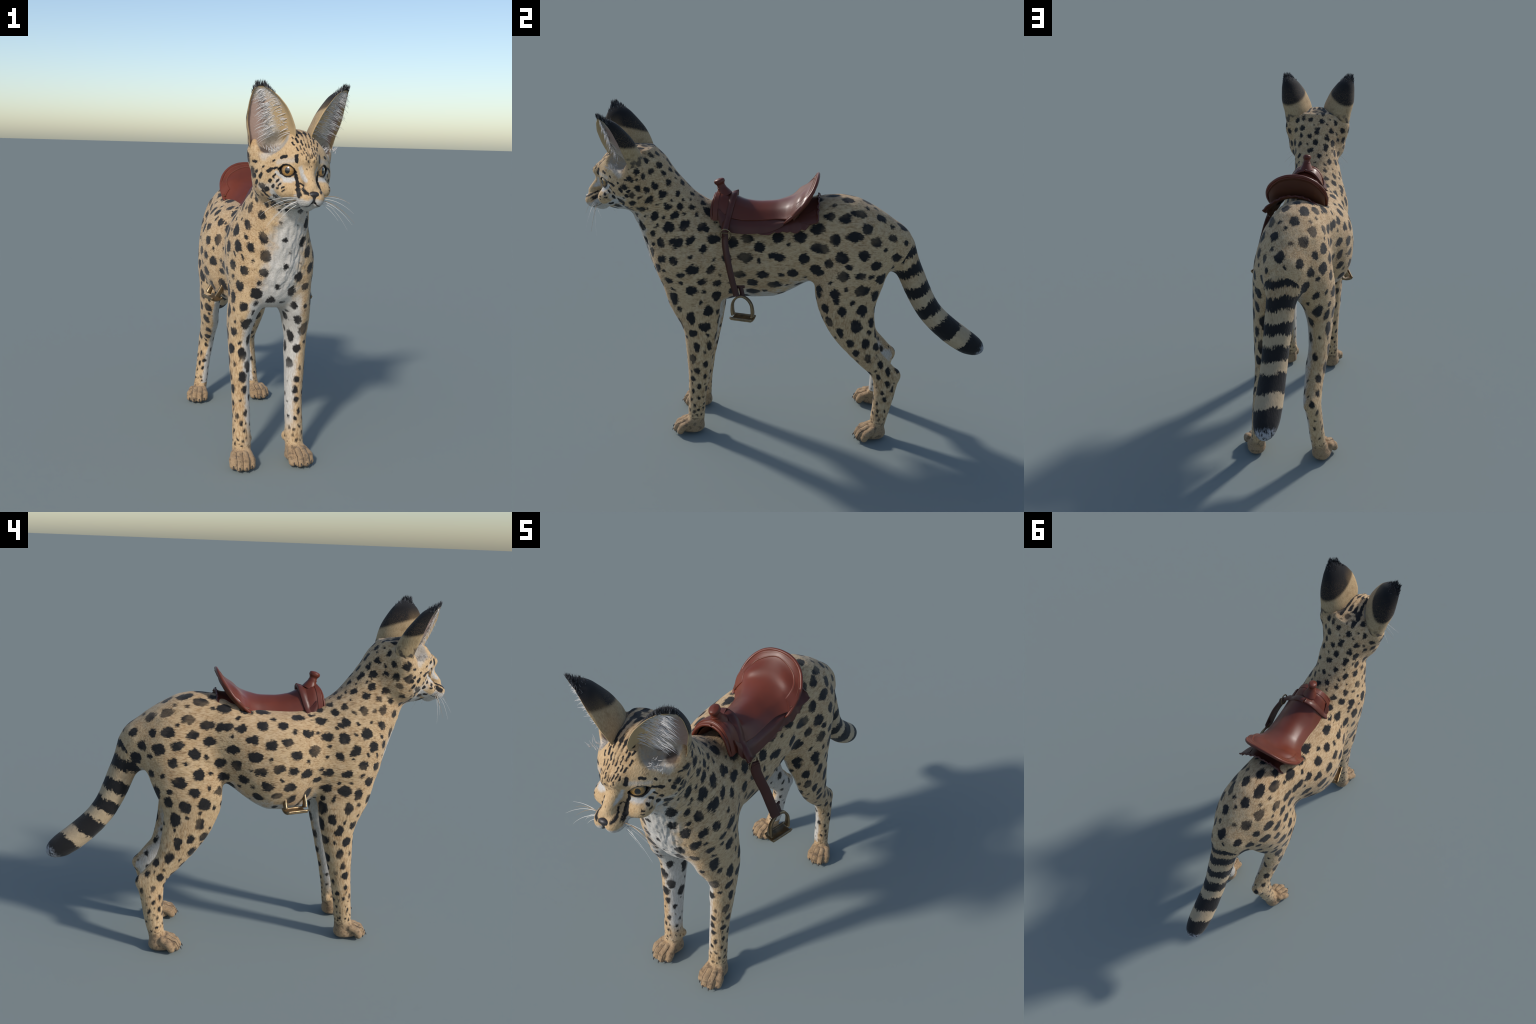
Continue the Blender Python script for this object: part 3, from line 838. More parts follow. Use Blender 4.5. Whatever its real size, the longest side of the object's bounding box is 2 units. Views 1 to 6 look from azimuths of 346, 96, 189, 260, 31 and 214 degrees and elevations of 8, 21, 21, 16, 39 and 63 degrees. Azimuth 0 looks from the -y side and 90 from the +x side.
NOSE = N.finish(N.mix(N.ramp(N.noise(C, 60, 2), .35, .7), (.020, .018, .019), (.042, .033, .032)), .42, .5, grain, .25, .0006)
add("nose", make_mesh("nose", pose(nv_), nf_, [NOSE]), head)

# --------------------------------------------------------------------- ears
EAR_M = [(.172, -.857, 1.722), (.150, -.863, 1.710), (.126, -.874, 1.693), (.104, -.881, 1.670), (.084, -.885, 1.645), (.067, -.883, 1.618), (.053, -.879, 1.590), (.040, -.871, 1.560), (.034, -.858, 1.528), (.050, -.840, 1.490)]
EAR_L = [(.197, -.842, 1.722), (.206, -.822, 1.711), (.210, -.803, 1.688), (.212, -.787, 1.660), (.212, -.776, 1.633), (.211, -.765, 1.605), (.205, -.756, 1.572), (.194, -.747, 1.535), (.186, -.737, 1.490), (.170, -.737, 1.445)]
EAR_B = [(.186, -.846, 1.728), (.168, -.815, 1.720), (.149, -.778, 1.697), (.138, -.752, 1.668), (.131, -.731, 1.642), (.125, -.709, 1.612), (.120, -.690, 1.578), (.113, -.676, 1.545), (.110, -.668, 1.508), (.110, -.672, 1.465)]

def dense(pts, n):
    pts = np.array(pts, float); t = np.linspace(0, 1, len(pts)); q = np.linspace(0, 1, n)**1.25
    return np.stack([pchip(t, pts[:, k])(q) for k in range(3)], 1)

def ear_surface(nu=60, nv=41):
    M, L, B = dense(EAR_M, nu), dense(EAR_L, nu), dense(EAR_B, nu)
    t = np.linspace(0, 1, nv)[None, :, None]
    # cubic-ish arch through M, B, L (a rounded cup)
    ctrl1 = M + (B - (M + L) / 2) * 1.50; ctrl2 = L + (B - (M + L) / 2) * 1.02
    S = (1 - t)**3 * M[:, None] + 3 * (1 - t)**2 * t * ctrl1[:, None] + 3 * (1 - t) * t**2 * ctrl2[:, None] + t**3 * L[:, None]
    return S

def surface_normals(S):
    du = np.gradient(S, axis=0); dv = np.gradient(S, axis=1)
    n = np.cross(du, dv)
    return n / (np.linalg.norm(n, axis=-1, keepdims=True) + 1e-9)

def ear_back_material():
    N = Net("ear_back_fur"); C = N.coords(); X, Y, Z = N.xyz(C)
    flow = N.node("Mapping", {"Vector": C, "Scale": (260, 260, 60)}).outputs[0]
    hair = N.noise(flow, 1, 3, .6)
    ax_ = N.math("ABSOLUTE", X)
    h = N.math("ADD", Z, N.math("MULTIPLY", N.math("SUBTRACT", hair, .5), .022))
    base = N.mix(N.ramp(hair, .3, .7), (.36, .245, .125), (.47, .34, .19))
    base = N.mix(N.ramp(N.noise(C, 30, 2), .55, .75, 0, .5), base, (.22, .14, .07))
    # brown smudge at the root
    sm = N.math("MULTIPLY", N.ramp(N.math("ADD", Z, N.math("MULTIPLY", N.math("SUBTRACT", N.noise(C, 24, 2), .5), .05)), 1.535, 1.515), N.ramp(N.noise(C, 34, 2), .45, .6))
    base = N.mix(N.math("MULTIPLY", sm, .9), base, (.07, .055, .045))
    edge = N.math("ADD", h, N.math("MULTIPLY", N.math("SUBTRACT", ax_, .13), .20))
    edge = N.math("ADD", edge, N.math("MULTIPLY", N.math("ADD", Y, .74), .28))
    blk = N.ramp(edge, 1.592, 1.610)
    peppery = N.mix(N.math("MULTIPLY", N.ramp(N.noise(C, 420, 2), .5, .68), N.ramp(Z, 1.70, 1.62, 0, .7)), BLACK, (.17, .11, .055))
    front = N.ramp(N.math("SUBTRACT", Y, N.math("MULTIPLY", ax_, -.35)), -.765, -.80)   # paler brown towards the front edge
    peppery = N.mix(N.math("MULTIPLY", front, N.ramp(Z, 1.70, 1.60, 0, .75)), peppery, (.21, .135, .065))
    col = N.mix(blk, base, peppery)
    return N.finish(col, .85, .15, hair, .4, .002, Sheen_Weight=.1)

def ear_inside_material():
    N = Net("ear_inside_skin"); C = N.coords(); X, Y, Z = N.xyz(C)
    hair = N.noise(N.node("Mapping", {"Vector": C, "Scale": (110, 110, 200)}).outputs[0], 1, 3, .6)
    col = N.mix(N.ramp(hair, .3, .7), (.43, .36, .29), (.56, .50, .42))
    ax_ = N.math("ABSOLUTE", X)
    pink = N.math("MULTIPLY", N.ramp(ax_, .125, .165), N.ramp(Z, 1.70, 1.66))
    col = N.mix(N.math("MULTIPLY", pink, .8), col, (.36, .235, .20))
    med = N.math("MULTIPLY", N.ramp(N.math("ADD", ax_, N.math("MULTIPLY", N.math("SUBTRACT", Z, 1.53), -.55)), .095, .060), N.ramp(Z, 1.70, 1.62))
    col = N.mix(med, col, (.50, .36, .20))
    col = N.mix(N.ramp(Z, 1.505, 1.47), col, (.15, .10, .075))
    return N.finish(col, .8, .2, hair, .4, .002)

def ear_rim_material():
    N = Net("ear_rim_fur"); C = N.coords(); _, _, Z = N.xyz(C)
    return N.finish(N.mix(N.ramp(Z, 1.716, 1.724), (.50, .36, .20), BLACK), .85, .15)

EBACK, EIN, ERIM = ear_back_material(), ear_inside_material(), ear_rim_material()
def plain(name, color, rough=.7):
    return Net(name).finish(color, rough, .3)
TUFT_DARK = plain("dark_ear_tuft", (.022, .022, .025)); TUFT_GREY = plain("grey_ear_tuft", (.20, .20, .21)); HAIR_WHITE = plain("white_ear_hair", (.66, .63, .61))

def strands(roots, dirs, lengths, radius, droop=.0, curl=None, n=5):
    out = []
    for k, (p, d, l) in enumerate(zip(roots, dirs, lengths)):
        t = np.linspace(0, 1, n)[:, None]
        c = np.zeros(3) if curl is None else curl[k]
        pts = p + d * l * t + c * l * t**2 + np.array([0, 0, -droop]) * l * t**2
        out.append((pts, radius * (1 - .85 * t[:, 0])))
    return out

S_out = ear_surface(); NRM = surface_normals(S_out)
mid = S_out[30, 20]; chord = (S_out[30, 0] + S_out[30, -1]) / 2
if NRM[30, 20] @ (mid - chord) < 0: NRM = -NRM
nu, nv = S_out.shape[:2]
tt = np.linspace(0, 1, nv)[None, :, None]; uu = np.linspace(0, 1, nu)[:, None, None]
thick = (.0022 + .0075 * np.minimum(1, 4 * tt * (1 - tt) * 1.6)) * np.clip(uu * 8, .15, 1)
chord = S_out[:, :1] * (1 - tt) + S_out[:, -1:] * tt
hollow = .07 + .42 * smoothstep(uu, .80, .99)
S_in = chord + (S_out - chord) * (1 - (1 - hollow) * np.clip(3.2 * tt * (1 - tt) * 1.25, 0, 1)) - NRM * np.minimum(thick, .004)
for sd in (1, -1):
    flip = np.array([sd, 1, 1])
    so, si = (S_out * flip).reshape(-1, 3), (S_in * flip).reshape(-1, 3)
    gf = grid_faces(nu, nv)
    n0 = nu * nv
    rim = []
    for i in range(nu - 1):
        rim += [[i * nv, n0 + i * nv, n0 + (i + 1) * nv, (i + 1) * nv], [i * nv + nv - 1, (i + 1) * nv + nv - 1, n0 + (i + 1) * nv + nv - 1, n0 + i * nv + nv - 1]]
    for j in range(nv - 1):
        rim += [[j, j + 1, n0 + j + 1, n0 + j], [(nu - 1) * nv + j, n0 + (nu - 1) * nv + j, n0 + (nu - 1) * nv + j + 1, (nu - 1) * nv + j + 1]]
    faces = np.concatenate([gf, gf[:, ::-1] + n0, np.array(rim)])
    # a tan rim two quads wide inside the cup
    inner_idx = np.where((np.arange(len(gf)) % (nv - 1) < 3) | (np.arange(len(gf)) % (nv - 1) > nv - 5) | (np.arange(len(gf)) // (nv - 1) < 3), 2, 1)
    idx = np.concatenate([np.zeros(len(gf), int), inner_idx, np.full(len(rim), 2)])
    if sd > 0: faces = faces[:, ::-1]
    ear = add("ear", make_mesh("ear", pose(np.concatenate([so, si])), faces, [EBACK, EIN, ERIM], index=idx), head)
    # tufts of hair round the tip
    for cname, mat, cnt, rad in (("ear_tuft", TUFT_DARK, 260, .0013), ("ear_tuft", TUFT_GREY, 110, .0010)):
        iu = (rng.random(cnt)**1.6 * 17).astype(int); iv = np.where(rng.random(cnt) < .5, rng.integers(0, nv, cnt), rng.choice([0, 1, 2, 3, nv - 4, nv - 3, nv - 2, nv - 1], cnt))
        root = S_out[iu, iv] - NRM[iu, iv] * .002
        d = np.stack([rng.normal(.10, .18, cnt), rng.normal(-.02, .18, cnt), rng.uniform(.8, 1.2, cnt)], 1) + NRM[iu, iv] * .25
        d /= np.linalg.norm(d, axis=1, keepdims=True)
        v, f = tubes(strands(pose(root * flip), d * flip, rng.uniform(.012, .028, cnt) * np.interp(iu, [0, 6, 17], [1, .85, .4]), rad), 4)
        o = add(cname, make_mesh(cname, v, f, [mat]), head); o["kind"] = "stuff"
    # long pale hairs sweeping across the inside
    cnt = 260
    iu = rng.integers(8, 52, cnt); iv = rng.integers(4, 23, cnt)
    root = S_in[iu, iv]
    across = S_in[iu, -6] - S_in[iu, 5]; across /= np.linalg.norm(across, axis=1, keepdims=True)
    d = across * .9 - NRM[iu, iv] * rng.uniform(.15, .6, (cnt, 1)) + np.stack([rng.normal(0, .1, cnt), rng.normal(-.05, .1, cnt), rng.uniform(.0, .5, cnt)], 1)
    d /= np.linalg.norm(d, axis=1, keepdims=True)
    ln = rng.uniform(.025, .062, cnt) * np.interp(iu, [8, 20, 50], [.5, .9, 1.1])
    v, f = tubes(strands(pose(root * flip), d * flip, ln, .0014, .35), 4)
    o = add("ear_hair", make_mesh("ear_hair", v, f, [HAIR_WHITE]), head); o["kind"] = "stuff"
    cnt = 36
    root = np.stack([rng.uniform(.085, .150, cnt), rng.uniform(-.850, -.800, cnt), rng.uniform(1.462, 1.478, cnt)], 1)
    d = np.stack([rng.normal(.35, .3, cnt), rng.normal(-.15, .2, cnt), rng.uniform(.4, 1.0, cnt)], 1)
    d /= np.linalg.norm(d, axis=1, keepdims=True)
    v, f = tubes(strands(pose(root * flip), d * flip, rng.uniform(.012, .026, cnt), .0013), 4)
    o = add("ear_hair", make_mesh("ear_hair", v, f, [HAIR_WHITE]), head); o["kind"] = "stuff"

# ----------------------------------------------------------------- whiskers
WH_W = plain("pale_whisker", (.70, .67, .62), .5); WH_T = plain("tan_whisker", (.38, .25, .13), .5)
for sd in (1, -1):
    for k, (dz, out, fwd, ln, dr, mat) in enumerate(((.30, 1.0, -.05, .125, .50, WH_T), (.18, 1.0, .05, .135, .35, WH_W), (.02, 1.0, -.1, .14, .45, WH_W), (-.12, 1.0, .1, .145, .5, WH_T),
                                                     (-.22, .95, -.15, .13, .5, WH_W), (-.32, .85, .2, .135, .55, WH_W), (.08, 1.0, .35, .11, .35, WH_W), (-.05, .9, -.35, .06, .3, WH_W), (-.4, .8, 0, .08, .4, WH_W))):
        p = np.array([.050 + .004 * (k % 3), -.950 + .005 * (k % 4), 1.290 - .004 * k])
        d = np.array([out, fwd, dz]); d /= np.linalg.norm(d)
        v, f = tubes(strands(pose([p * [sd, 1, 1]]), [d * [sd, 1, 1]], [ln * rng.uniform(.92, 1.08)], .0013, dr, [np.array([0, rng.uniform(-.1, .15), 0])], n=10), 5)
        add("whisker", make_mesh("whisker", v, f, [mat]), head)

# =================================================================== saddle
saddle = bpy.data.objects.new("saddle", None)
bpy.context.scene.collection.objects.link(saddle)
saddle["label"] = "small reddish brown leather riding saddle with horn and stirrups"
saddle["category"] = "saddle"

def leather(name, a, b, rough):
    N = Net(name); C = N.coords()
    n1 = N.noise(C, 7, 4); n2 = N.noise(C, 160, 3)
    col = N.mix(N.ramp(n1, .3, .7), a, b)
    col = N.mix(N.ramp(n2, .55, .8, 0, .35), col, tuple(.6 * v for v in a))
    r = N.ramp(n1, .3, .7, rough - .06, rough + .08)
    grain = N.node("TexVoronoi", {"Vector": C, "Scale": 420}).outputs["Distance"]
    return N.finish(col, r, .30, grain, .10, .0008, Coat_Weight=.05, Coat_Roughness=.3)
SEAT = leather("seat_leather", (.150, .034, .018), (.118, .028, .016), .36)
SKIRT = leather("skirt_leather", (.110, .028, .018), (.085, .024, .017), .38)
STRAP = leather("strap_leather", (.075, .022, .016), (.055, .019, .015), .45)
LINING = leather("lining_leather", (.12, .040, .018), (.085, .026, .013), .6)
STITCH = plain("stitch_thread", (.26, .12, .075), .7)

def metal():
    N = Net("brass_metal"); C = N.coords()
    n = N.noise(C, 40, 4)
    col = N.mix(N.ramp(n, .35, .7), (.30, .21, .115), (.19, .14, .085))
    return N.finish(col, N.ramp(n, .3, .7, .28, .5), .5, Metallic=.85)
BRASS = metal()

def loft(name, rows, nu, nv, thick, mats, parent, noise=None, heart=(0, -.1, 1.12)):
    """rows of control points across; smooth sheet given thickness by Solidify"""
    rows = np.array(rows, float)
    t = np.linspace(0, 1, rows.shape[1]); q = np.linspace(0, 1, nv)
    A = np.stack([[pchip(t, r[:, k])(q) for k in range(3)] for r in rows]).transpose(0, 2, 1)
    t = np.linspace(0, 1, len(rows)); q = np.linspace(0, 1, nu)
    S = np.stack([[pchip(t, A[:, j, k])(q) for k in range(3)] for j in range(nv)]).transpose(2, 0, 1)
    if noise is not None: S = noise(S)
    fs = grid_faces(nu, nv); P = S.reshape(-1, 3)
    nn = np.cross(P[fs[:, 2]] - P[fs[:, 0]], P[fs[:, 3]] - P[fs[:, 1]])
    if (nn * (P[fs].mean(1) - np.array(heart))).sum() < 0: fs = fs[:, ::-1]
    me = make_mesh(name, P, fs, mats)
    o = add(name, me, parent)
    m = o.modifiers.new("thickness", "SOLIDIFY"); m.thickness = thick; m.offset = -1
    if len(mats) > 1: m.material_offset = 1; m.material_offset_rim = 0
    b = o.modifiers.new("round", "BEVEL"); b.width = min(thick * .4, .004); b.segments = 2; b.limit_method = "ANGLE"; b.angle_limit = 1.0
    return o, S

def sym_rows(half_rows):
    """half rows run from the middle outwards; mirror to a full row"""
    return [[(-a, b, c) for a, b, c in r[:0:-1]] + list(r) for r in half_rows]

seat_rows = sym_rows([
    [(0, -.250, 1.298), (.054, -.250, 1.268), (.097, -.262, 1.200)],
    [(0, -.190, 1.271), (.056, -.190, 1.242), (.100, -.190, 1.190)],
    [(0, -.120, 1.262), (.056, -.120, 1.233), (.098, -.120, 1.190)],
    [(0, -.050, 1.264), (.060, -.050, 1.236), (.102, -.045, 1.195)],
    [(0, .010, 1.278), (.072, .010, 1.250), (.120, .002, 1.200)],
    [(0, .060, 1.297), (.084, .045, 1.270), (.140, .030, 1.208)],
    [(0, .100, 1.326), (.090, .075, 1.297), (.150, .068, 1.248)],
    [(0, .138, 1.360), (.086, .118, 1.330), (.145, .108, 1.296)],
    [(0, .166, 1.391), (.074, .160, 1.375), (.115, .145, 1.344)]])
for r in seat_rows[:7]:
    r[:] = [(a * 1.05, b, c + (.009 if abs(a) > .01 else .001)) for a, b, c in r]
seat, S = loft("seat", seat_rows, 60, 49, .012, [SEAT, LINING], saddle)

rim = [(.134, .003, 1.190), (.142, .018, 1.204), (.147, .046, 1.228), (.150, .073, 1.254), (.147, .100, 1.284), (.135, .124, 1.317), (.114, .145, 1.345), (.073, .161, 1.375), (.034, .166, 1.388), (0, .167, 1.391)]
full = np.array([(-a, b, c) for a, b, c in rim] + rim[-2::-1])
def curve_points(pts, n):
    pts = np.array(pts, float); d = np.r_[0, np.cumsum(np.linalg.norm(np.diff(pts, axis=0), axis=1))]; q = np.linspace(0, d[-1], n)
    return np.stack([pchip(d, pts[:, k])(q) for k in range(3)], 1)
R = curve_points(full, 90)
v, f = tubes([(R, np.interp(np.linspace(0, 1, 90), [0, .04, .5, .96, 1], [.004, .008, .0075, .008, .004]))], 10)
add("cantle_rim", make_mesh("cantle_rim", v, f, [SEAT]), saddle)
# raised padded border of the seat along the cantle, with its stitching
def samp(r, c):
    r0, c0 = min(int(r), S.shape[0] - 2), min(int(c), S.shape[1] - 2)
    fr, fc = r - r0, c - c0
    return ((1 - fr) * (1 - fc) * S[r0, c0] + fr * (1 - fc) * S[r0 + 1, c0] + (1 - fr) * fc * S[r0, c0 + 1] + fr * fc * S[r0 + 1, c0 + 1])
SN = surface_normals(S)
if SN[20, 24][2] < 0: SN = -SN
path = [(r, 0.) for r in np.linspace(34, 59, 26)] + [(59., c) for c in np.linspace(2, 46, 34)] + [(r, 48.) for r in np.linspace(59, 34, 26)]
PA = np.array(path); PM = np.array([37 + (PA[:, 0] - 37) * .25, 0 * PA[:, 0] + 24]).T
win = np.hanning(35)[1:-1]; win /= win.sum()
soft = lambda a: np.convolve(np.pad(a, 16, mode="edge"), win, "valid")
PS = np.stack([soft(PA[:, 0]), soft(PA[:, 1])], 1)                 # corner-rounded edge path
def border(i, k, lift):
    e = PA[i] * (1 - min(1, k / .2)) + PS[i] * min(1, k / .2)
    q = np.clip(e + (PM[i] - e) * k, 0, [59, 48])
    n = SN[min(int(q[0] + .5), 59), min(int(q[1] + .5), 48)]
    return samp(*q) + n * lift
lifts = ((0, .001), (.03, .0030), (.12, .0034), (.25, .0030), (.31, .0022), (.34, -.0015))
rows = [[tuple(border(i, k, l)) for k, l in lifts] for i in range(len(path))]
loft("cantle", rows, 150, 24, .004, [SEAT, LINING], saddle)
seam = []
for k, l in ((.11, .0042), (.285, .0034)):
    Q = curve_points([border(i, k, l) for i in range(10, len(path) - 10)], 201)
    for i in range(0, 199, 2):
        seam.append((Q[i:i + 2], [.0010, .0010]))

# back of the cantle: drops from the rim to the rear skirt
back = [[tuple(a * [.985, 1, 1] + [0, .000, -.002]), tuple(a * [.95, 1, .5] + [0, -.016, .5 * (1.245 - .05 * abs(a[0] / .15)**2) + .012]), tuple(np.array([a[0] * .93, .110 - .060 * abs(a[0] / .15)**2.2, 1.262 - .058 * abs(a[0] / .15)**2]))] for a in R[6:-6:3]]
loft("cantle_back", back[::-1], 60, 14, .006, [LINING, LINING], saddle)

# flaps and skirts both sides
for sd in (1, -1):
    edge_top = [(.092, -.318, 1.255), (.098, -.285, 1.222), (.099, -.24, 1.202), (.097, -.18, 1.197), (.095, -.12, 1.198), (.098, -.06, 1.201), (.106, -.01, 1.206), (.120, .03, 1.212)]
    low = [(.110, -.318, 1.190), (.124, -.300, 1.162), (.130, -.255, 1.143), (.131, -.19, 1.136), (.131, -.13, 1.138), (.131, -.085, 1.142), (.131, -.04, 1.157), (.132, -.005, 1.175)]
    rows = [[(a[0] * sd, a[1], a[2]), ((a[0] * .45 + b[0] * .55 + .004) * sd, (a[1] + b[1]) / 2, (a[2] + b[2]) / 2 + .004), (b[0] * sd, b[1], b[2])] for a, b in zip(edge_top, low)]
    if sd < 0: rows = rows[::-1]
    loft("flap", rows, 44, 20, .007, [SKIRT, LINING], saddle)
    under_top = [(.092, -.14, 1.185), (.096, -.07, 1.188), (.102, .0, 1.195), (.110, .06, 1.210), (.108, .11, 1.232), (.102, .15, 1.25)]
    under_low = [(.128, -.13, 1.136), (.132, -.065, 1.134), (.137, .0, 1.146), (.142, .055, 1.150), (.146, .115, 1.172), (.150, .165, 1.198)]
    rows = [[(a[0] * sd, a[1], a[2]), ((a[0] + b[0]) / 2 * sd, (a[1] + b[1]) / 2, (a[2] + b[2]) / 2 + .008), (b[0] * sd, b[1], b[2])] for a, b in zip(under_top, under_low)]
    if sd < 0: rows = rows[::-1]
    def ragged(S, seed=int(sd)):
        r = np.random.default_rng(5 + seed); n = S.shape[0]
        jag = np.interp(np.arange(n), np.arange(0, n + 3, 3), r.uniform(-1, 1, len(np.arange(0, n + 3, 3))))
        w = np.linspace(0, 1, S.shape[1])**3
        S = S.copy(); S[:, :, 2] += .009 * jag[:, None] * w; S[:, :, 0] += .004 * sd * jag[::-1][:, None] * w
        return S
    loft("skirt", rows, 48, 16, .006, [SKIRT, LINING], saddle, noise=ragged)

# rear skirt: curled leather edge behind the cantle
back_rows = []
for a in np.linspace(-.72, 1, 13):
    xx = .158 * a; zz = 1.288 - .082 * abs(a)**2.1
    back_rows.append([(xx * .82, .075, zz - .004 - .01 * abs(a)), (xx * .95, .125, zz - .012), (xx, .158, zz - .004), (xx * 1.01, .166, zz + .006)])
def curl(S):
    r = np.random.default_rng(11); S = S.copy(); n = S.shape[0]
    j = np.interp(np.arange(n), np.arange(0, n + 2, 2), r.uniform(-1, 1, len(np.arange(0, n + 2, 2))))
    S[:, -4:, 1] += .006 * j[:, None] * np.linspace(.2, 1, 4); S[:, -4:, 2] += .003 * j[::-1][:, None]
    return S
loft("rear_skirt", back_rows[::-1], 60, 18, .008, [SKIRT, LINING], saddle, noise=curl)

# pommel: a hollow arch
fork_rows = sym_rows([
    [(0, -.340, 1.305), (.036, -.344, 1.297), (.066, -.351, 1.270), (.088, -.356, 1.222), (.094, -.352, 1.200)],
    [(0, -.332, 1.316), (.040, -.336, 1.307), (.070, -.341, 1.280), (.092, -.346, 1.226), (.098, -.340, 1.198)],
    [(0, -.305, 1.318), (.040, -.308, 1.309), (.071, -.312, 1.281), (.094, -.316, 1.228), (.101, -.316, 1.194)],
    [(0, -.275, 1.309), (.042, -.280, 1.298), (.073, -.284, 1.268), (.096, -.290, 1.220), (.104, -.292, 1.186)],
    [(0, -.235, 1.288), (.044, -.240, 1.272), (.072, -.246, 1.244), (.092, -.252, 1.212), (.100, -.254, 1.188)]])
loft("pommel", fork_rows, 30, 45, .012, [SEAT, LINING], saddle)
lip = curve_points([(-.095, -.352, 1.200), (-.089, -.356, 1.224), (-.067, -.351, 1.268), (-.036, -.345, 1.294), (0, -.342, 1.302), (.036, -.345, 1.294), (.067, -.351, 1.268), (.089, -.356, 1.224), (.095, -.352, 1.200)], 60)
lining = [[(a * .86, b + .012, c - .012), (a * .80, b + .045, c - .016), (a * .74, b + .085, c - .024)] for a, b, c in lip[2:-2:4]]
loft("pommel_lining", lining, 50, 8, .003, [LINING, LINING], saddle)
cover = sym_rows([[(0, y, 1.3195 - .0), (.041, y - .004, 1.311), (.073, y - .009, 1.282), (.096, y - .014, 1.228), (.102, y - .016, 1.196)] for y in (-.334, -.322, -.310)])
loft("pommel_cover", cover, 14, 45, .006, [SEAT, LINING], saddle)
v, f = tubes([(lip, np.full(60, .0065))], 8)
add("pommel_lip", make_mesh("pommel_lip", v, f, [SEAT]), saddle)

def revolve(name, prof, origin, tilt, mat, parent, n=28):
    th = np.arange(n) * math.tau / n
    V = np.array([[(r * math.cos(a) * sx, r * math.sin(a), h) for a in th] for r, h, sx in prof]).reshape(-1, 3)
    c, s = math.cos(tilt), math.sin(tilt)
    V = np.stack([V[:, 0], V[:, 1] * c - V[:, 2] * s, V[:, 1] * s + V[:, 2] * c], 1) + origin
    return add(name, make_mesh(name, V, grid_faces(len(prof), n, True)[:, ::-1], [mat]), parent)
q = np.linspace(0, 1, 26)
prof = [(pchip([0, .15, .35, .52, .62, .74, .88, .97, 1], [.040, .030, .0215, .0195, .0225, .0275, .0265, .016, .0004])(k), pchip([0, .15, .52, 1], [-.014, .006, .038, .072])(k),
         pchip([0, .4, .6, 1], [1.0, 1.0, .85, .80])(k)) for k in q]
revolve("horn", prof, np.array([0, -.303, 1.312]), math.radians(18), SEAT, saddle)
v, f = tubes([(np.array([(math.cos(a) * .0195, -.312 + math.sin(a) * .0205, 1.337 + .006 * math.sin(a)) for a in np.linspace(0, math.tau, 30)]), np.full(30, .0018))], 6)
add("horn_ring", make_mesh("horn_ring", v, f, [SEAT]), saddle)

def band(name, path, width_dir, width, thick, mat, parent, n=50):
    """strap: a flat ribbon with rounded edges along a path"""
    P = curve_points(path, n); t = np.gradient(P, axis=0); t /= np.linalg.norm(t, axis=1, keepdims=True)
    w = np.array(width_dir, float)[None] - t * (t @ np.array(width_dir, float))[:, None]; w /= np.linalg.norm(w, axis=1, keepdims=True)
    b = np.cross(t, w)
    W = width if np.ndim(width) else np.full(n, width)
    prof = [(-.5, -.3), (-.46, .5), (0, .62), (.46, .5), (.5, -.3), (.46, -.5), (-.46, -.5)]
    V = np.stack([P + w * (W * a)[:, None] + b * thick * c for a, c in prof], 1).reshape(-1, 3)
    k = len(prof)
    Fs = [grid_faces(n, k, True)]
    for base, rev in ((0, 1), ((n - 1) * k, 0)):
        fan = [[base, base + 1, base + 2, base + 3], [base, base + 3, base + 4, base + 5], [base, base + 5, base + 6, base + 6]]
        Fs.append(np.array([fan[0], fan[1]])[:, ::-1] if rev else np.array([fan[0], fan[1]]))
    o = add(name, make_mesh(name, V, np.concatenate(Fs), [mat]), parent)
    return o

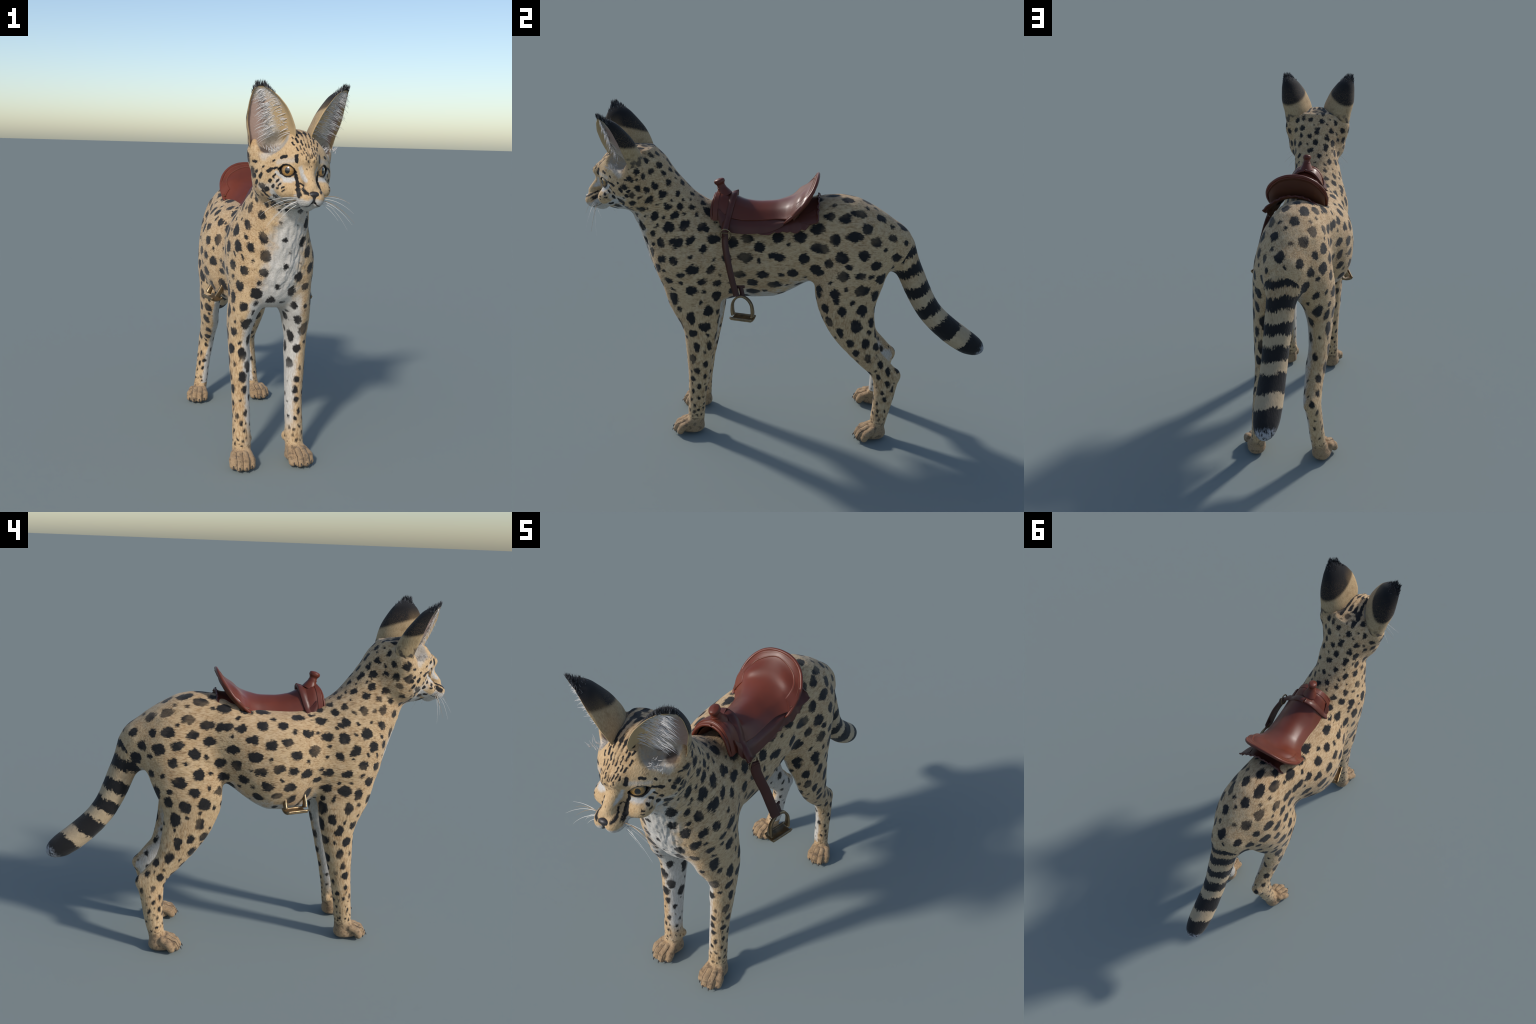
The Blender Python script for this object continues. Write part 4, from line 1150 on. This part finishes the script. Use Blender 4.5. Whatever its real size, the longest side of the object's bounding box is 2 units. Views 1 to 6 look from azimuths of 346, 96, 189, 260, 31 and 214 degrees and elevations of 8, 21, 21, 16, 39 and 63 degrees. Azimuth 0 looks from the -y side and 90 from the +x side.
for sd in (1, -1):
    g = lambda pts: [(a * sd, b, c) for a, b, c in pts]
    band("swell_strap", g([(.0, -.250, 1.309), (.026, -.252, 1.303), (.052, -.257, 1.284), (.078, -.265, 1.248), (.096, -.274, 1.215), (.124, -.281, 1.186), (.150, -.286, 1.152)]), (0, 1, .35),
         np.interp(np.linspace(0, 1, 50), [0, .15, .5, 1], [.050, .046, .040, .036]), .012, SKIRT, saddle)
    v, f = tubes([(np.array([(.158 * sd + .004 * sd * math.sin(a), -.281 + .026 * math.cos(a), 1.142 + .030 * math.sin(a)) for a in np.linspace(0, math.tau, 40)]), np.full(40, .0036))], 8)
    add("strap_ring", make_mesh("strap_ring", v, f, [BRASS]), saddle)
    st = band("stirrup_strap", g([(a if sd > 0 else a * .82, b, c) for a, b, c in ((.160, -.283, 1.150), (.171, -.283, 1.11), (.188, -.278, 1.065), (.207, -.267, 1.011), (.227, -.250, .93), (.242, -.231, .856))]), (.66 * sd, .75, 0), .043, .008, STRAP, saddle)
    if sd > 0: band("strap_tongue", g([(.1695, -.279, 1.142), (.178, -.277, 1.10), (.193, -.270, 1.055), (.206, -.262, 1.02)]), (.66 * sd, .75, 0), .030, .005, STRAP, st)
    if sd > 0:
      band("strap_keeper", g([(.232, -.212, .905), (.236, -.206, .885), (.243, -.200, .850)]), (.15 * sd, 1, .1), .022, .006, STRAP, st, 12)
      band("strap_keeper", g([(.232, -.190, .902), (.232, -.215, .902), (.228, -.235, .900)]), (0, 0, 1), .012, .008, STRAP, st, 12)
    # stirrup iron: arch, side arms and tread
    e = np.array([.25 * sd, .95, 0]); e /= np.linalg.norm(e); c0 = np.array([.243 if sd > 0 else -.238, -.206, 0])
    arch = [(-.050, .752), (-.053, .775), (-.051, .805), (-.040, .832), (-.018, .851), (.0, .856), (.018, .851), (.040, .832), (.051, .805), (.053, .775), (.050, .752)]
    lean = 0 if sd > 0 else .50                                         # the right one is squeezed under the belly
    pts = curve_points([c0 + e * a + np.array([lean * (h - .752), 0, h]) for a, h in arch], 60)
    stir = band("stirrup", pts, (.95, -.32 * sd, 0), np.interp(np.linspace(0, 1, 60), [0, .25, .5, .75, 1], [.030, .017, .012, .017, .030]), .010, BRASS, saddle, 60)
    k = np.array([.95 * sd, -.32, 0])
    tread = [[tuple(c0 + e * a + k * b + np.array([0, 0, .746 - .006 * (1 - (b / .026)**2)])) for b in (-.026, -.012, 0, .012, .026)] for a in (-.055, -.03, 0, .03, .055)]
    if sd > 0: tread = tread[::-1]
    loft("stirrup_tread", tread, 12, 13, .012, [BRASS, BRASS], saddle, heart=(.243 * sd, -.2, .5))
    for b in (-.026, .026):
        v, f = tubes([(np.array([c0 + e * a + k * b + np.array([0, 0, .745]) for a in np.linspace(-.056, .056, 12)]), np.full(12, .0055))], 8)
        add("tread_bar", make_mesh("tread_bar", v, f, [BRASS]), stir)
v, f = tubes(seam, 4)
o = add("stitching", make_mesh("stitching", v, f, [STITCH]), saddle); o["kind"] = "stuff"

bpy.context.view_layer.update()
